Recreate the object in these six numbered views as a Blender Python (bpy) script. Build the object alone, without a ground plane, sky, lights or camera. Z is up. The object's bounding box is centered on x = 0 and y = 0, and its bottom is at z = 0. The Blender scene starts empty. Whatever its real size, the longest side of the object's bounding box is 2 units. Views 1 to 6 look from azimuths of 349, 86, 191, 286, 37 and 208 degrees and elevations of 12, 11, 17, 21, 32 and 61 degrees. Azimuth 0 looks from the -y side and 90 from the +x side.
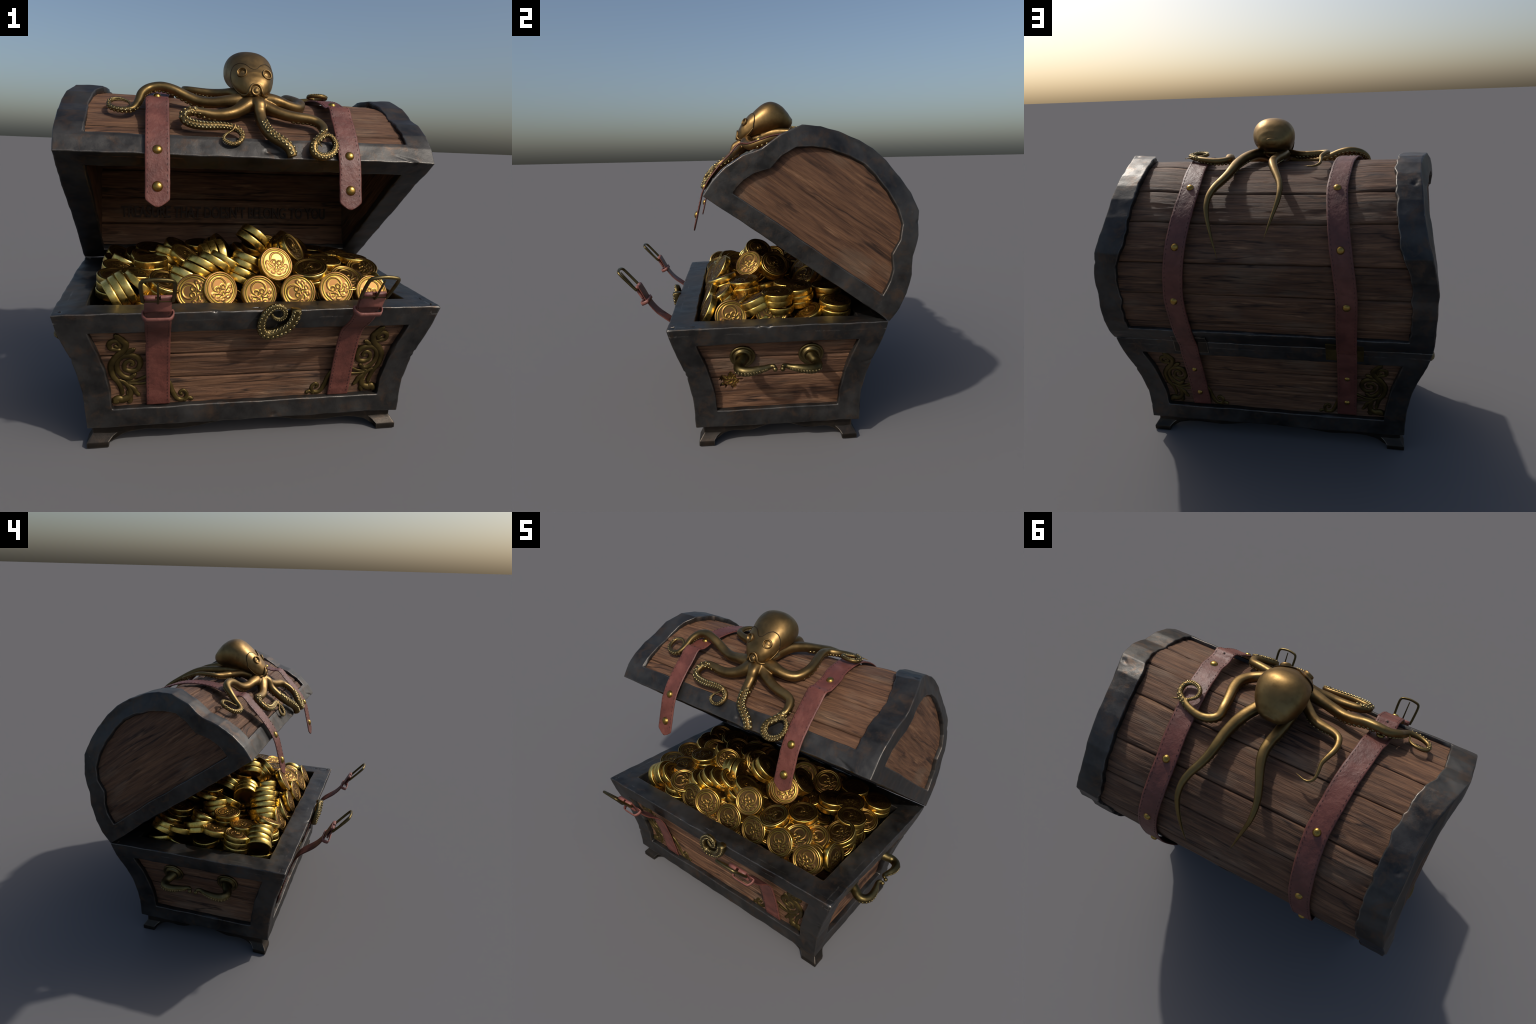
# Open pirate treasure chest: iron-bound wooden box, barrel lid with a brass octopus,
# leather straps, side handles, scroll ornaments and a heap of gold coins.
import bpy, bmesh, math, random
from mathutils import Vector, Matrix, noise, Quaternion

R = random.Random(7)
V = Vector

# ------------------------------------------------------------------ materials
def new_mat(name):
    m = bpy.data.materials.new(name); m.use_nodes = True
    nt = m.node_tree; nt.nodes.clear()
    out = nt.nodes.new('ShaderNodeOutputMaterial')
    bs = nt.nodes.new('ShaderNodeBsdfPrincipled')
    nt.links.new(bs.outputs[0], out.inputs[0])
    return m, nt, bs

def N(nt, kind, **kw):
    n = nt.nodes.new(kind)
    for k, v in kw.items():
        if k in n.inputs: n.inputs[k].default_value = v
        else: setattr(n, k, v)
    return n

def ramp(nt, src, stops, interp='LINEAR'):
    r = nt.nodes.new('ShaderNodeValToRGB'); r.color_ramp.interpolation = interp
    el = r.color_ramp.elements
    while len(el) < len(stops): el.new(0.5)
    for e, (p, c) in zip(el, stops):
        e.position = p
        e.color = (c, c, c, 1) if isinstance(c, (int, float)) else (*c, 1)
    nt.links.new(src, r.inputs[0]); return r.outputs[0]

def mix(nt, fac, a, b, blend='MIX'):
    m = nt.nodes.new('ShaderNodeMix'); m.data_type = 'RGBA'; m.blend_type = blend
    def put(sock, v):
        if hasattr(v, 'node'): nt.links.new(v, sock)
        elif isinstance(v, (int, float)): sock.default_value = v
        else: sock.default_value = (*v, 1)
    put(m.inputs[0], fac); put(m.inputs[6], a); put(m.inputs[7], b)
    return m.outputs[2]

def noise_tex(nt, vec, scale, detail=6, rough=0.6, dist=0.0):
    n = N(nt, 'ShaderNodeTexNoise', Scale=scale, Detail=detail, Roughness=rough, Distortion=dist)
    nt.links.new(vec, n.inputs['Vector']); return n.outputs['Fac']

def coords(nt): return nt.nodes.new('ShaderNodeTexCoord').outputs['Object']

def bump(nt, bs, src, strength, dist):
    b = N(nt, 'ShaderNodeBump', Strength=strength, Distance=dist)
    nt.links.new(src, b.inputs['Height']); nt.links.new(b.outputs[0], bs.inputs['Normal'])

def mapping(nt, vec, rot=(0, 0, 0), scale=(1, 1, 1)):
    m = nt.nodes.new('ShaderNodeMapping')
    m.inputs['Rotation'].default_value = rot; m.inputs['Scale'].default_value = scale
    nt.links.new(vec, m.inputs['Vector']); return m.outputs[0]

def pointy(nt, lo, hi):
    g = nt.nodes.new('ShaderNodeNewGeometry')
    return ramp(nt, g.outputs['Pointiness'], [(lo, 0.0), (hi, 1.0)])

def iron_material(name, dark, mid, rust, edge, rough=0.5):
    m, nt, bs = new_mat(name); c = coords(nt)
    a = noise_tex(nt, c, 5, 8, 0.65); b = noise_tex(nt, c, 14, 6, 0.7, 0.6)
    col = mix(nt, ramp(nt, a, [(0.36, 0.0), (0.68, 1.0)]), dark, mid)
    col = mix(nt, ramp(nt, b, [(0.50, 0.0), (0.72, 0.8)]), col, rust)
    wear = noise_tex(nt, c, 22, 4, 0.7)
    w = N(nt, 'ShaderNodeMath', operation='MULTIPLY')
    bv = N(nt, 'ShaderNodeBevel', Radius=0.009); bv.samples = 6
    ge = nt.nodes.new('ShaderNodeNewGeometry')
    dt = N(nt, 'ShaderNodeVectorMath', operation='DOT_PRODUCT')
    nt.links.new(bv.outputs[0], dt.inputs[0]); nt.links.new(ge.outputs['Normal'], dt.inputs[1])
    ed = N(nt, 'ShaderNodeMath', operation='MULTIPLY')
    nt.links.new(ramp(nt, dt.outputs['Value'], [(0.90, 1.0), (0.992, 0.0)]), ed.inputs[0])
    nt.links.new(pointy(nt, 0.490, 0.515), ed.inputs[1])
    nt.links.new(ed.outputs[0], w.inputs[0])
    nt.links.new(ramp(nt, wear, [(0.30, 0.15), (0.58, 1.0)]), w.inputs[1])
    col = mix(nt, w.outputs[0], col, edge)
    nt.links.new(col, bs.inputs['Base Color'])
    nt.links.new(ramp(nt, w.outputs[0], [(0.0, 0.80), (1.0, 1.0)]), bs.inputs['Metallic'])
    ro = mix(nt, w.outputs[0], ramp(nt, a, [(0.3, rough - 0.1), (0.7, rough + 0.12)]), (.30, .30, .30))
    nt.links.new(ro, bs.inputs['Roughness'])
    bump(nt, bs, noise_tex(nt, c, 60, 5, 0.7), 0.18, 0.006)
    return m

def wood_material(name, rot=(0, 0, 0), along='x', tint=1.22, rough=0.62):
    m, nt, bs = new_mat(name)
    c = mapping(nt, coords(nt), rot)
    def sc(l, a): return {'x': (l, a, a), 'y': (a, l, a)}[along]
    fine = noise_tex(nt, mapping(nt, c, scale=sc(3.6, 62)), 1.0, 8, 0.66, 0.35)
    broad = noise_tex(nt, mapping(nt, c, scale=sc(1.6, 11)), 1.0, 5, 0.6, 0.5)
    patch = noise_tex(nt, mapping(nt, c, scale=sc(2.6, 7)), 1.0, 4, 0.55)
    t = lambda r, g, b: (r * tint, g * tint, b * tint)
    col = ramp(nt, fine, [(0.30, t(.016, .0075, .0045)), (0.43, t(.062, .029, .0155)), (0.55, t(.118, .057, .029)),
                          (0.66, t(.175, .088, .044)), (0.80, t(.27, .148, .078))])
    lo = ramp(nt, broad, [(0.32, t(.034, .016, .009)), (0.52, t(.100, .049, .026)), (0.75, t(.185, .097, .051))])
    col = mix(nt, 0.40, col, lo)
    col = mix(nt, ramp(nt, patch, [(0.54, 0.0), (0.72, 0.55)]), col, t(.140, .100, .068))
    ck = noise_tex(nt, mapping(nt, c, scale=sc(1.1, 15)), 1.0, 3, 0.5, 0.25)
    cm = N(nt, 'ShaderNodeMath', operation='MULTIPLY')
    nt.links.new(ramp(nt, ck, [(0.470, 0.0), (0.496, 1.0), (0.504, 1.0), (0.530, 0.0)]), cm.inputs[0])
    nt.links.new(ramp(nt, noise_tex(nt, mapping(nt, c, scale=sc(3.0, 9)), 1.0, 3), [(0.45, 0.0), (0.60, 0.85)]), cm.inputs[1])
    col = mix(nt, cm.outputs[0], col, t(.012, .006, .004))
    li = noise_tex(nt, mapping(nt, c, scale=sc(3.4, 30)), 1.0, 4, 0.6, 0.3)
    col = mix(nt, ramp(nt, li, [(0.60, 0.0), (0.74, 0.6)]), col, t(.27, .150, .080))
    oi = nt.nodes.new('ShaderNodeObjectInfo')
    hv = nt.nodes.new('ShaderNodeHueSaturation')
    nt.links.new(ramp(nt, oi.outputs['Random'], [(0, 0.86), (1, 1.14)]), hv.inputs['Value'])
    nt.links.new(col, hv.inputs['Color'])
    nt.links.new(hv.outputs[0], bs.inputs['Base Color'])
    bs.inputs['Roughness'].default_value = rough
    bs.inputs['Specular IOR Level'].default_value = 0.3
    bump(nt, bs, fine, 0.8, 0.014)
    return m

def brass_material(name, a, b, c3, rough=0.33, metal=1.0, scale=7, tarnish=None):
    m, nt, bs = new_mat(name); c = coords(nt)
    n1 = noise_tex(nt, c, scale, 6, 0.6, 0.3); n2 = noise_tex(nt, c, scale * 3.3, 5, 0.65)
    col = ramp(nt, n1, [(0.32, a), (0.52, b), (0.72, c3)])
    col = mix(nt, ramp(nt, n2, [(0.52, 0.0), (0.78, 0.65)]), col, a)
    if tarnish:      # arms are duller and greener the further they lie from the polished head
        vm = N(nt, 'ShaderNodeVectorMath', operation='DISTANCE'); vm.inputs[1].default_value = (.02, -.02, 1.80)
        nt.links.new(c, vm.inputs[0])
        md = N(nt, 'ShaderNodeMath', operation='MULTIPLY_ADD'); md.inputs[1].default_value = .25
        nt.links.new(n1, md.inputs[0]); nt.links.new(vm.outputs['Value'], md.inputs[2])
        col = mix(nt, ramp(nt, md.outputs[0], [(0.26, 0.0), (0.66, 0.62)]), col, tarnish)
    nt.links.new(col, bs.inputs['Base Color'])
    bs.inputs['Metallic'].default_value = metal
    nt.links.new(ramp(nt, n2, [(0.3, rough - 0.06), (0.75, rough + 0.14)]), bs.inputs['Roughness'])
    bump(nt, bs, n2, 0.08, 0.01)
    return m

def leather_material(name, a, b, c3, rough=0.48):
    m, nt, bs = new_mat(name); c = coords(nt)
    n1 = noise_tex(nt, c, 9, 5, 0.6, 0.4); n2 = noise_tex(nt, c, 60, 5, 0.7)
    col = ramp(nt, n1, [(0.3, a), (0.52, b), (0.75, c3)])
    col = mix(nt, ramp(nt, n2, [(0.5, 0.0), (0.8, 0.4)]), col, a)
    nt.links.new(col, bs.inputs['Base Color'])
    bs.inputs['Roughness'].default_value = rough
    vor = N(nt, 'ShaderNodeTexNoise', Scale=38.0, Detail=4.0, Roughness=0.6)
    nt.links.new(c, vor.inputs['Vector'])
    bump(nt, bs, vor.outputs['Fac'], 0.35, 0.01)
    return m

def plain_material(name, col, rough=0.6, metal=0.0):
    m, nt, bs = new_mat(name); c = coords(nt)
    n1 = noise_tex(nt, c, 20, 4)
    nt.links.new(mix(nt, ramp(nt, n1, [(0.3, 0.0), (0.7, 1.0)]), tuple(x * .75 for x in col), tuple(min(1, x * 1.2) for x in col)), bs.inputs['Base Color'])
    bs.inputs['Roughness'].default_value = rough; bs.inputs['Metallic'].default_value = metal
    return m

ALPHA = math.radians(35.9)           # lid opening angle
IRON = iron_material('forged_iron', (.030, .0290, .0280), (.078, .0745, .0700), (.105, .064, .040), (.46, .42, .37), 0.46)
FOOT_IRON = iron_material('foot_iron', (.024, .020, .016), (.042, .034, .027), (.065, .044, .03), (.36, .31, .25), 0.42)
WOOD_X = wood_material('plank_wood_long', along='x')
WOOD_Y = wood_material('plank_wood_short', along='y')
WOOD_END = wood_material('lid_end_wood', rot=(ALPHA, 0, 0), along='y')
WOOD_IN = wood_material('lining_wood', along='x', tint=1.25)
BRASS = brass_material('octopus_brass', (.125, .078, .030), (.250, .155, .060), (.36, .232, .095), 0.42, scale=6, tarnish=(.130, .094, .035))
BRASS_DARK = brass_material('aged_brass', (.070, .052, .020), (.130, .098, .040), (.205, .155, .068), 0.38, scale=10)
BRASS_SCROLL = brass_material('scroll_brass', (.045, .030, .008), (.088, .059, .016), (.14, .098, .032), 0.44, 0.8, scale=12)
SUCKER = brass_material('sucker_brass', (.16, .12, .05), (.26, .20, .09), (.40, .32, .16), 0.27, scale=14)
RIVET = brass_material('rivet_brass', (.22, .13, .03), (.40, .25, .06), (.56, .37, .11), 0.26, scale=20)
LEATHER = leather_material('strap_leather', (.072, .020, .014), (.116, .033, .023), (.165, .055, .039), 0.52)
LEATHER_EDGE = leather_material('strap_edge', (.24, .088, .062), (.34, .135, .098), (.44, .19, .14), 0.6)
LEATHER_LIGHT = leather_material('fold_leather', (.12, .040, .031), (.185, .064, .049), (.245, .092, .070), 0.55)
STITCH = plain_material('stitch_thread', (.042, .014, .011), 0.8)
GOLD = brass_material('coin_gold', (.50, .325, .065), (.82, .575, .150), (.94, .72, .24), 0.29, scale=16)
def coin_face_material():
    m, nt, bs = new_mat('coin_face'); c = coords(nt)
    n1 = noise_tex(nt, c, 26, 5, 0.65)
    col = ramp(nt, n1, [(0.3, (.17, .118, .016)), (0.55, (.31, .226, .038)), (0.75, (.43, .325, .066))])
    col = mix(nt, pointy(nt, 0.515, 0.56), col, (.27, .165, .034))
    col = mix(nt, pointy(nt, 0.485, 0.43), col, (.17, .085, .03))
    nt.links.new(col, bs.inputs['Base Color'])
    bs.inputs['Metallic'].default_value = 1.0
    nt.links.new(ramp(nt, n1, [(0.3, 0.42), (0.7, 0.32)]), bs.inputs['Roughness'])
    return m
COIN_FACE = coin_face_material()
DARK_EDGE_LINE = plain_material('dark_edge_line', (.030, .019, .009), 0.6, 0.6)
LETTER = plain_material('dark_letters', (.034, .019, .012), 0.8)
HOLE = plain_material('punched_hole', (.02, .012, .01), 0.9)

# ------------------------------------------------------------------ mesh helpers
COL = bpy.context.scene.collection
def link(o, parent=None):
    COL.objects.link(o)
    if parent is not None: o.parent = parent
    return o

def empty(name, loc=(0, 0, 0)):
    e = bpy.data.objects.new(name, None); e.location = loc; COL.objects.link(e); return e

class MB:
    """Mesh builder that welds equal points."""
    def __init__(s): s.v = []; s.f = []; s.m = []; s.k = {}
    def p(s, co):
        k = (round(co[0], 5), round(co[1], 5), round(co[2], 5))
        i = s.k.get(k)
        if i is None:
            i = len(s.v); s.k[k] = i; s.v.append(tuple(co))
        return i
    def face(s, pts, mi=0):
        ids = []
        for q in pts:
            i = s.p(q)
            if i not in ids: ids.append(i)
        if len(ids) > 2: s.f.append(ids); s.m.append(mi)
    def grid(s, g, keep=None, closed=False, mi=0):
        n = len(g)
        for i in range(n - 1 + (1 if closed else 0)):
            a, b = g[i], g[(i + 1) % n]
            for j in range(len(a) - 1):
                if keep is None or keep(i, j):
                    s.face((a[j], b[j], b[j + 1], a[j + 1]), mi(i, j) if callable(mi) else mi)
    def mesh(s, name):
        me = bpy.data.meshes.new(name); me.from_pydata(s.v, [], s.f)
        for poly, mi in zip(me.polygons, s.m): poly.material_index = mi
        me.update(); return me

def smooth(me, on=True):
    me.polygons.foreach_set('use_smooth', [on] * len(me.polygons)); me.update()

def finish(name, me, mats, parent=None, sm=True):
    if not isinstance(mats, (list, tuple)): mats = [mats]
    me.materials.clear()
    for m in mats: me.materials.append(m)
    if sm: smooth(me)
    return link(bpy.data.objects.new(name, me), parent)

def outward(me, test=None):
    """Consistent normals; 'test' is a point far inside (normals of nearby faces must point away)."""
    bm = bmesh.new(); bm.from_mesh(me); bmesh.ops.recalc_face_normals(bm, faces=bm.faces)
    if test is not None:
        s = sum((f.normal.dot(f.calc_center_median() - V(test)) * f.calc_area()) for f in bm.faces)
        if s < 0: bmesh.ops.reverse_faces(bm, faces=bm.faces)
    bm.to_mesh(me); bm.free(); me.update()

def apply_mods(me, mods):
    o = bpy.data.objects.new('tmp', me); COL.objects.link(o)
    for kind, kw in mods:
        m = o.modifiers.new(kind.lower(), kind)
        for k, v in kw.items(): setattr(m, k, v)
    dg = bpy.context.evaluated_depsgraph_get(); dg.update()
    out = bpy.data.meshes.new_from_object(o.evaluated_get(dg))
    bpy.data.objects.remove(o, do_unlink=True); return out

def vnoise(p, f, seed=0.0): return noise.noise_vector(V((p[0] * f + seed, p[1] * f - seed, p[2] * f + 3.1 * seed)))
def fnoise(p, f, seed=0.0): return noise.noise(V((p[0] * f + seed, p[1] * f - seed, p[2] * f + 1.7 * seed)))

def wobble(p, amp=1.0, seed=0.0):
    p = V(p)
    return p + vnoise(p, 3.2, seed) * 0.0045 * amp + vnoise(p, 11, seed) * 0.0028 * amp + vnoise(p, 22, seed) * 0.0006 * amp

def wear_edges(me, depth=0.010, seed=0.0, cracks=()):
    """Forged-iron surface: low dents everywhere, chips along the sharp edges, a few cracks."""
    bm = bmesh.new(); bm.from_mesh(me); bm.normal_update()
    mv = []
    for v in bm.verts:
        sh = 0.0
        for f in v.link_faces: sh = max(sh, 1 - v.normal.dot(f.normal))
        p = v.co; d = 0.0016 * fnoise(p, 7, seed) + 0.0009 * fnoise(p, 25, seed)
        if sh > 0.03:
            c = fnoise(p, 8, seed + 5) + 0.35 * fnoise(p, 20, seed + 2)
            d -= max(0.0, c - 0.34) * depth * 1.3
            d -= max(0.0, fnoise(p, 24, seed) - 0.3) * 0.003
        for a, b, w, dep in cracks:
            ab = b - a; t = max(0, min(1, (p - a).dot(ab) / ab.length_squared))
            q = a + ab * t; dist = (p - q).length + 0.003 * fnoise(p, 60)
            ww = w * (1 - 0.75 * t)
            if dist < ww: d -= dep * (1 - t * .6) * (1 - dist / ww)
        mv.append(v.normal * d)
    for v, m in zip(bm.verts, mv): v.co += m
    bm.to_mesh(me); bm.free(); me.update()

def lerp(a, b, t): return a + (b - a) * t
def interp(x, xs, ys):
    if x <= xs[0]: return ys[0]
    for i in range(len(xs) - 1):
        if x <= xs[i + 1]:
            return lerp(ys[i], ys[i + 1], (x - xs[i]) / (xs[i + 1] - xs[i]))
    return ys[-1]
def sstep(a, b, x):
    t = max(0, min(1, (x - a) / (b - a))); return t * t * (3 - 2 * t)

def spline(pts, n):
    """Catmull-Rom through control points, resampled to n points of equal spacing."""
    P = [V(p) for p in pts]; P = [2 * P[0] - P[1]] + P + [2 * P[-1] - P[-2]]
    o = []
    for i in range(1, len(P) - 2):
        a, b, c, d = P[i - 1:i + 3]
        for k in range(16):
            t = k / 16
            o.append(.5 * (2 * b + (c - a) * t + (2 * a - 5 * b + 4 * c - d) * t * t + (3 * b - a - 3 * c + d) * t ** 3))
    o.append(P[-2])
    return resample(o, n)

def resample(o, n):
    L = [0]
    for i in range(1, len(o)): L.append(L[-1] + (o[i] - o[i - 1]).length)
    out = []; j = 0
    for i in range(n):
        q = L[-1] * i / (n - 1)
        while j < len(o) - 2 and L[j + 1] < q: j += 1
        out.append(o[j].lerp(o[j + 1], (q - L[j]) / max(1e-9, L[j + 1] - L[j])))
    return out

def tube(mb, pts, rad, seg=16, flat=1.0, up=V((0, 0, 1)), power=2.0, cap0=True, cap1=True, mi=0):
    """Sweep a (super)ellipse along pts; rad is a function of t; returns frames."""
    n = len(pts); rings = []; fr = []
    prev = None
    for i, p in enumerate(pts):
        T = (pts[min(i + 1, n - 1)] - pts[max(i - 1, 0)]).normalized()
        u = up(i / (n - 1), p) if callable(up) else up
        if prev is not None and not callable(up): u = prev
        U = (u - T * u.dot(T))
        if U.length < 1e-4: U = T.orthogonal()
        U.normalize(); prev = U; W = T.cross(U)
        r = rad(i / (n - 1)); ring = []
        for k in range(seg):
            a = 2 * math.pi * k / seg
            c, s = math.cos(a), math.sin(a)
            c2 = math.copysign(abs(c) ** (2 / power), c); s2 = math.copysign(abs(s) ** (2 / power), s)
            ring.append(p + U * (c2 * r * flat) + W * (s2 * r))
        rings.append(ring); fr.append((p, T, U, W, r))
    base = []
    for ring in rings:
        base.append([len(mb.v) + k for k in range(seg)]); mb.v.extend(tuple(q) for q in ring)
    for i in range(n - 1):
        for k in range(seg):
            mb.f.append([base[i][k], base[i][(k + 1) % seg], base[i + 1][(k + 1) % seg], base[i + 1][k]]); mb.m.append(mi)
    for flag, idx, rev in ((cap0, 0, True), (cap1, n - 1, False)):
        if flag:
            b = base[idx]; mb.f.append(b[::-1] if rev else b); mb.m.append(mi)
    return fr

def revolve(mb, prof, M, seg=24, mi=0):
    """prof: (radius, height) list, axis = M's z."""
    base = []
    for r, h in prof:
        base.append([len(mb.v) + k for k in range(seg)])
        for k in range(seg):
            a = 2 * math.pi * k / seg
            mb.v.append(tuple(M @ V((r * math.cos(a), r * math.sin(a), h))))
    for i in range(len(prof) - 1):
        for k in range(seg):
            mb.f.append([base[i][k], base[i][(k + 1) % seg], base[i + 1][(k + 1) % seg], base[i + 1][k]]); mb.m.append(mi)
    mb.f.append(base[-1]); mb.m.append(mi); mb.f.append(base[0][::-1]); mb.m.append(mi)

def frame_at(p, z, xhint=V((1, 0, 0))):
    z = V(z).normalized(); x = xhint - z * xhint.dot(z)
    if x.length < 1e-3: x = z.orthogonal()
    x.normalize(); y = z.cross(x)
    return Matrix(((x.x, y.x, z.x, p[0]), (x.y, y.y, z.y, p[1]), (x.z, y.z, z.z, p[2]), (0, 0, 0, 1)))

# ------------------------------------------------------------------ chest layout
chest = empty('treasure_chest')
chest['label'] = 'open iron-bound wooden treasure chest with brass octopus on lid'
chest['category'] = 'treasure chest'

CY = 0.083                       # centre of the box in y
HX, HY = 0.932, 0.594            # half sizes at the rim
ZR, ZB = 0.742, 0.115            # rim and bottom of the box
def flare(z): return interp(z, [.115, .2, .306, .43, .518, .60, .647, .742], [.123, .12, .112, .088, .063, .036, .022, 0])
POST, RAIL_LO, RAIL_HI = 0.128, 0.216, 0.640

# lid: local (x, s, h): s from the hinge forwards along the rim, h away from the rim plane
HINGE_Y, HINGE_Z = 0.677, 0.742
CA, SA = math.cos(ALPHA), math.sin(ALPHA)
def LW(x, s, h): return V((x, HINGE_Y - s * CA + h * SA, HINGE_Z + s * SA + h * CA))
def LDIR(x, s, h): return V((x, -s * CA + h * SA, s * SA + h * CA))
LID_D = 1.19
OUT_HALF = [(0, 0), (-.003, .09), (.013, .18), (.052, .275), (.108, .357), (.147, .465), (.213, .568), (.30, .623), (.39, .660), (.5, .688), (.595, .696)]
IN_HALF = [(.116, .095), (.118, .135), (.125, .18), (.150, .236), (.203, .303), (.214, .39), (.25, .46), (.315, .513), (.40, .557), (.51, .592), (.595, .602)]
WOOD_HALF = [(.020, .0), (.018, .09), (.038, .18), (.076, .277), (.121, .366), (.169, .460), (.240, .543), (.319, .595), (.41, .632), (.5, .653), (.595, .661)]
def sag(x, h): return .024 * sstep(.62, .32, abs(x)) * sstep(.50, .59, h)     # the boards dip between the straps
def full(h): return h + [(LID_D - s, q) for s, q in h[::-1][1:]]
OUT, INN, WOODP = full(OUT_HALF), full(IN_HALF), full(WOOD_HALF)
def end_x(h, s=0.3): return interp(h, [0, .39, .47, .57, .65, .70], [.936, .935, .920, .892, .851, .841])
def hoop_x(h): return interp(h, [0, .40, .50, .62, .70], [.803, .800, .78, .725, .708])

def poly_dense(poly, per):
    o = []
    for i in range(len(poly) - 1):
        for k in range(per): o.append((lerp(poly[i][0], poly[i + 1][0], k / per), lerp(poly[i][1], poly[i + 1][1], k / per)))
    o.append(poly[-1]); return o

def wood_at(s):
    """Height of the plank surface over s."""
    xs = [p[0] for p in WOODP[1:-1]]; ys = [p[1] for p in WOODP[1:-1]]
    return interp(s, xs, ys)

# ------------------------------------------------------------------ box iron frame
def build_box_frame():
    mb = MB()
    def cols_for(n_mid):
        c = [('a', k / 14) for k in range(14)] + [('m', k / n_mid) for k in range(n_mid)] + [('b', k / 14) for k in range(14)]
        return c
    ring = [(s, z, t) for s, n in ((0, 150), (1, 90), (2, 150), (3, 90)) for z, t in cols_for(n)]
    def pt(col, inset, z, pw):
        side, zone, t = col
        hx, hy = HX - inset, HY - inset
        h = hx if side in (0, 2) else hy
        a = {'a': -h + pw * t, 'm': lerp(-h + pw, h - pw, t), 'b': h - pw + pw * t}[zone]
        q = {0: (a, CY - hy, z), 1: (hx, CY + a, z), 2: (-a, CY + hy, z), 3: (-hx, CY - a, z)}[side]
        return wobble(q)
    rows = [(.19, ZB, 'x', .10), (.15, ZB, 'x', .11)]
    for k in range(11): z = lerp(ZB, RAIL_LO, k / 11); rows.append((flare(z), z, 'lo', POST))
    for k in range(46): z = lerp(RAIL_LO, RAIL_HI, k / 46); rows.append((flare(z), z, 'mid', POST))
    for k in range(12): z = lerp(RAIL_HI, ZR, k / 11); rows.append((flare(z), z, 'hi', POST))
    for k in range(1, 16): t = k / 15; rows.append((0.139 * t, ZR, 'rim', lerp(POST, .06, t)))
    for k in range(1, 10): t = k / 9; rows.append((0.139, ZR - .15 * t, 'in', .06))
    g = [[pt(c, ins, z, pw) for ins, z, zone, pw in rows] for c in ring]
    mb.grid(g, keep=lambda i, j: not (ring[i][1] == 'm' and rows[j][2] == 'mid'), closed=True)
    me = mb.mesh('box_frame'); outward(me, (0, CY, .4))
    me = apply_mods(me, [('SOLIDIFY', dict(thickness=.042, offset=-1, use_even_offset=True)),
                         ('BEVEL', dict(width=.0045, segments=2, limit_method='ANGLE', angle_limit=math.radians(50), use_clamp_overlap=False))])
    def crk(a, b, w=.012, d=.010): return (V(a), V(b), w, d)
    cracks = [crk((-.735, -.43, .44), (-.80, -.45, .49)), crk((-.735, -.43, .42), (-.79, -.44, .455)), crk((-.862, -.44, .50), (-.82, -.44, .50)),
              crk((-.815, -.39, .26), (-.78, -.39, .275)), crk((.855, -.435, .47), (.81, -.44, .48)), crk((.84, -.43, .44), (.84, -.38, .435)),
              crk((.86, .60, .50), (.86, .54, .485)), crk((.82, .56, .20), (.82, .52, .205)), crk((-.845, .59, .47), (-.79, .6, .475)),
              crk((-.82, .56, .24), (-.77, .57, .245)), crk((.93, -.03, .742), (.90, .0, .735), .016), crk((.93, .03, .742), (.9, .06, .735), .016),
              crk((.12, -.39, .13), (.16, -.40, .16), .014), crk((-.2, -.51, .742), (-.23, -.49, .742), .018), crk((.1, -.48, .635), (.14, -.49, .66), .016)]
    wear_edges(me, 0.010, 1.3, cracks)
    return finish('chest_body', me, IRON, chest)
body = build_box_frame()

# ------------------------------------------------------------------ planks
def plank(name, surf, nu, nv, mat, parent, thick=.02, seed=0.0, length=1.0, width=0.15, hole=None, groove=1.0):
    """surf(u, v) -> (point, outward normal); u across the grain 0..1, v along it 0..1."""
    g = []
    for i in range(nu + 1):
        row = []
        for j in range(nv + 1):
            u, v = i / nu, j / nv
            e = min(u, 1 - u) * width
            w = noise.noise(V((v * length * 5, seed, 3 if u < .5 else 9))) * .0022 * (1 - min(1, e / .03))
            uu = u + (w / width if u < .5 else -w / width)
            p, n = surf(uu, v)
            a, l = u * width, v * length
            d = .0021 * noise.noise(V((l * 4, a * 70, seed))) + .0012 * noise.noise(V((l * 9, a * 160, seed + 2)))
            d += .0034 * noise.noise(V((l * 2.3, a * 16, seed + 5)))
            c = abs(noise.noise(V((l * 1.7, a * 24, seed + 11)))); d -= groove * .0065 * max(0, 1 - c / .05) * max(0, noise.noise(V((l * 2, a * 9, seed + 17))) + .15)
            if e < .012: d -= .012 * (1 - e / .012) ** 2
            row.append(p + n * d)
        g.append(row)
    mb = MB()
    keep = None
    if hole:
        def keep(i, j):
            c = (g[i][j] + g[i + 1][j + 1]) / 2
            return not hole(c)
    mb.grid(g, keep=keep)
    me = mb.mesh(name)
    n0 = surf(.5, .5)[1]
    bm = bmesh.new(); bm.from_mesh(me)
    s = sum(f.normal.dot(n0) for f in bm.faces)
    if s < 0: bmesh.ops.reverse_faces(bm, faces=bm.faces)
    bm.to_mesh(me); bm.free()
    me = apply_mods(me, [('SOLIDIFY', dict(thickness=thick, offset=-1, use_rim=True))])
    return finish(name, me, mat, parent)

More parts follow.
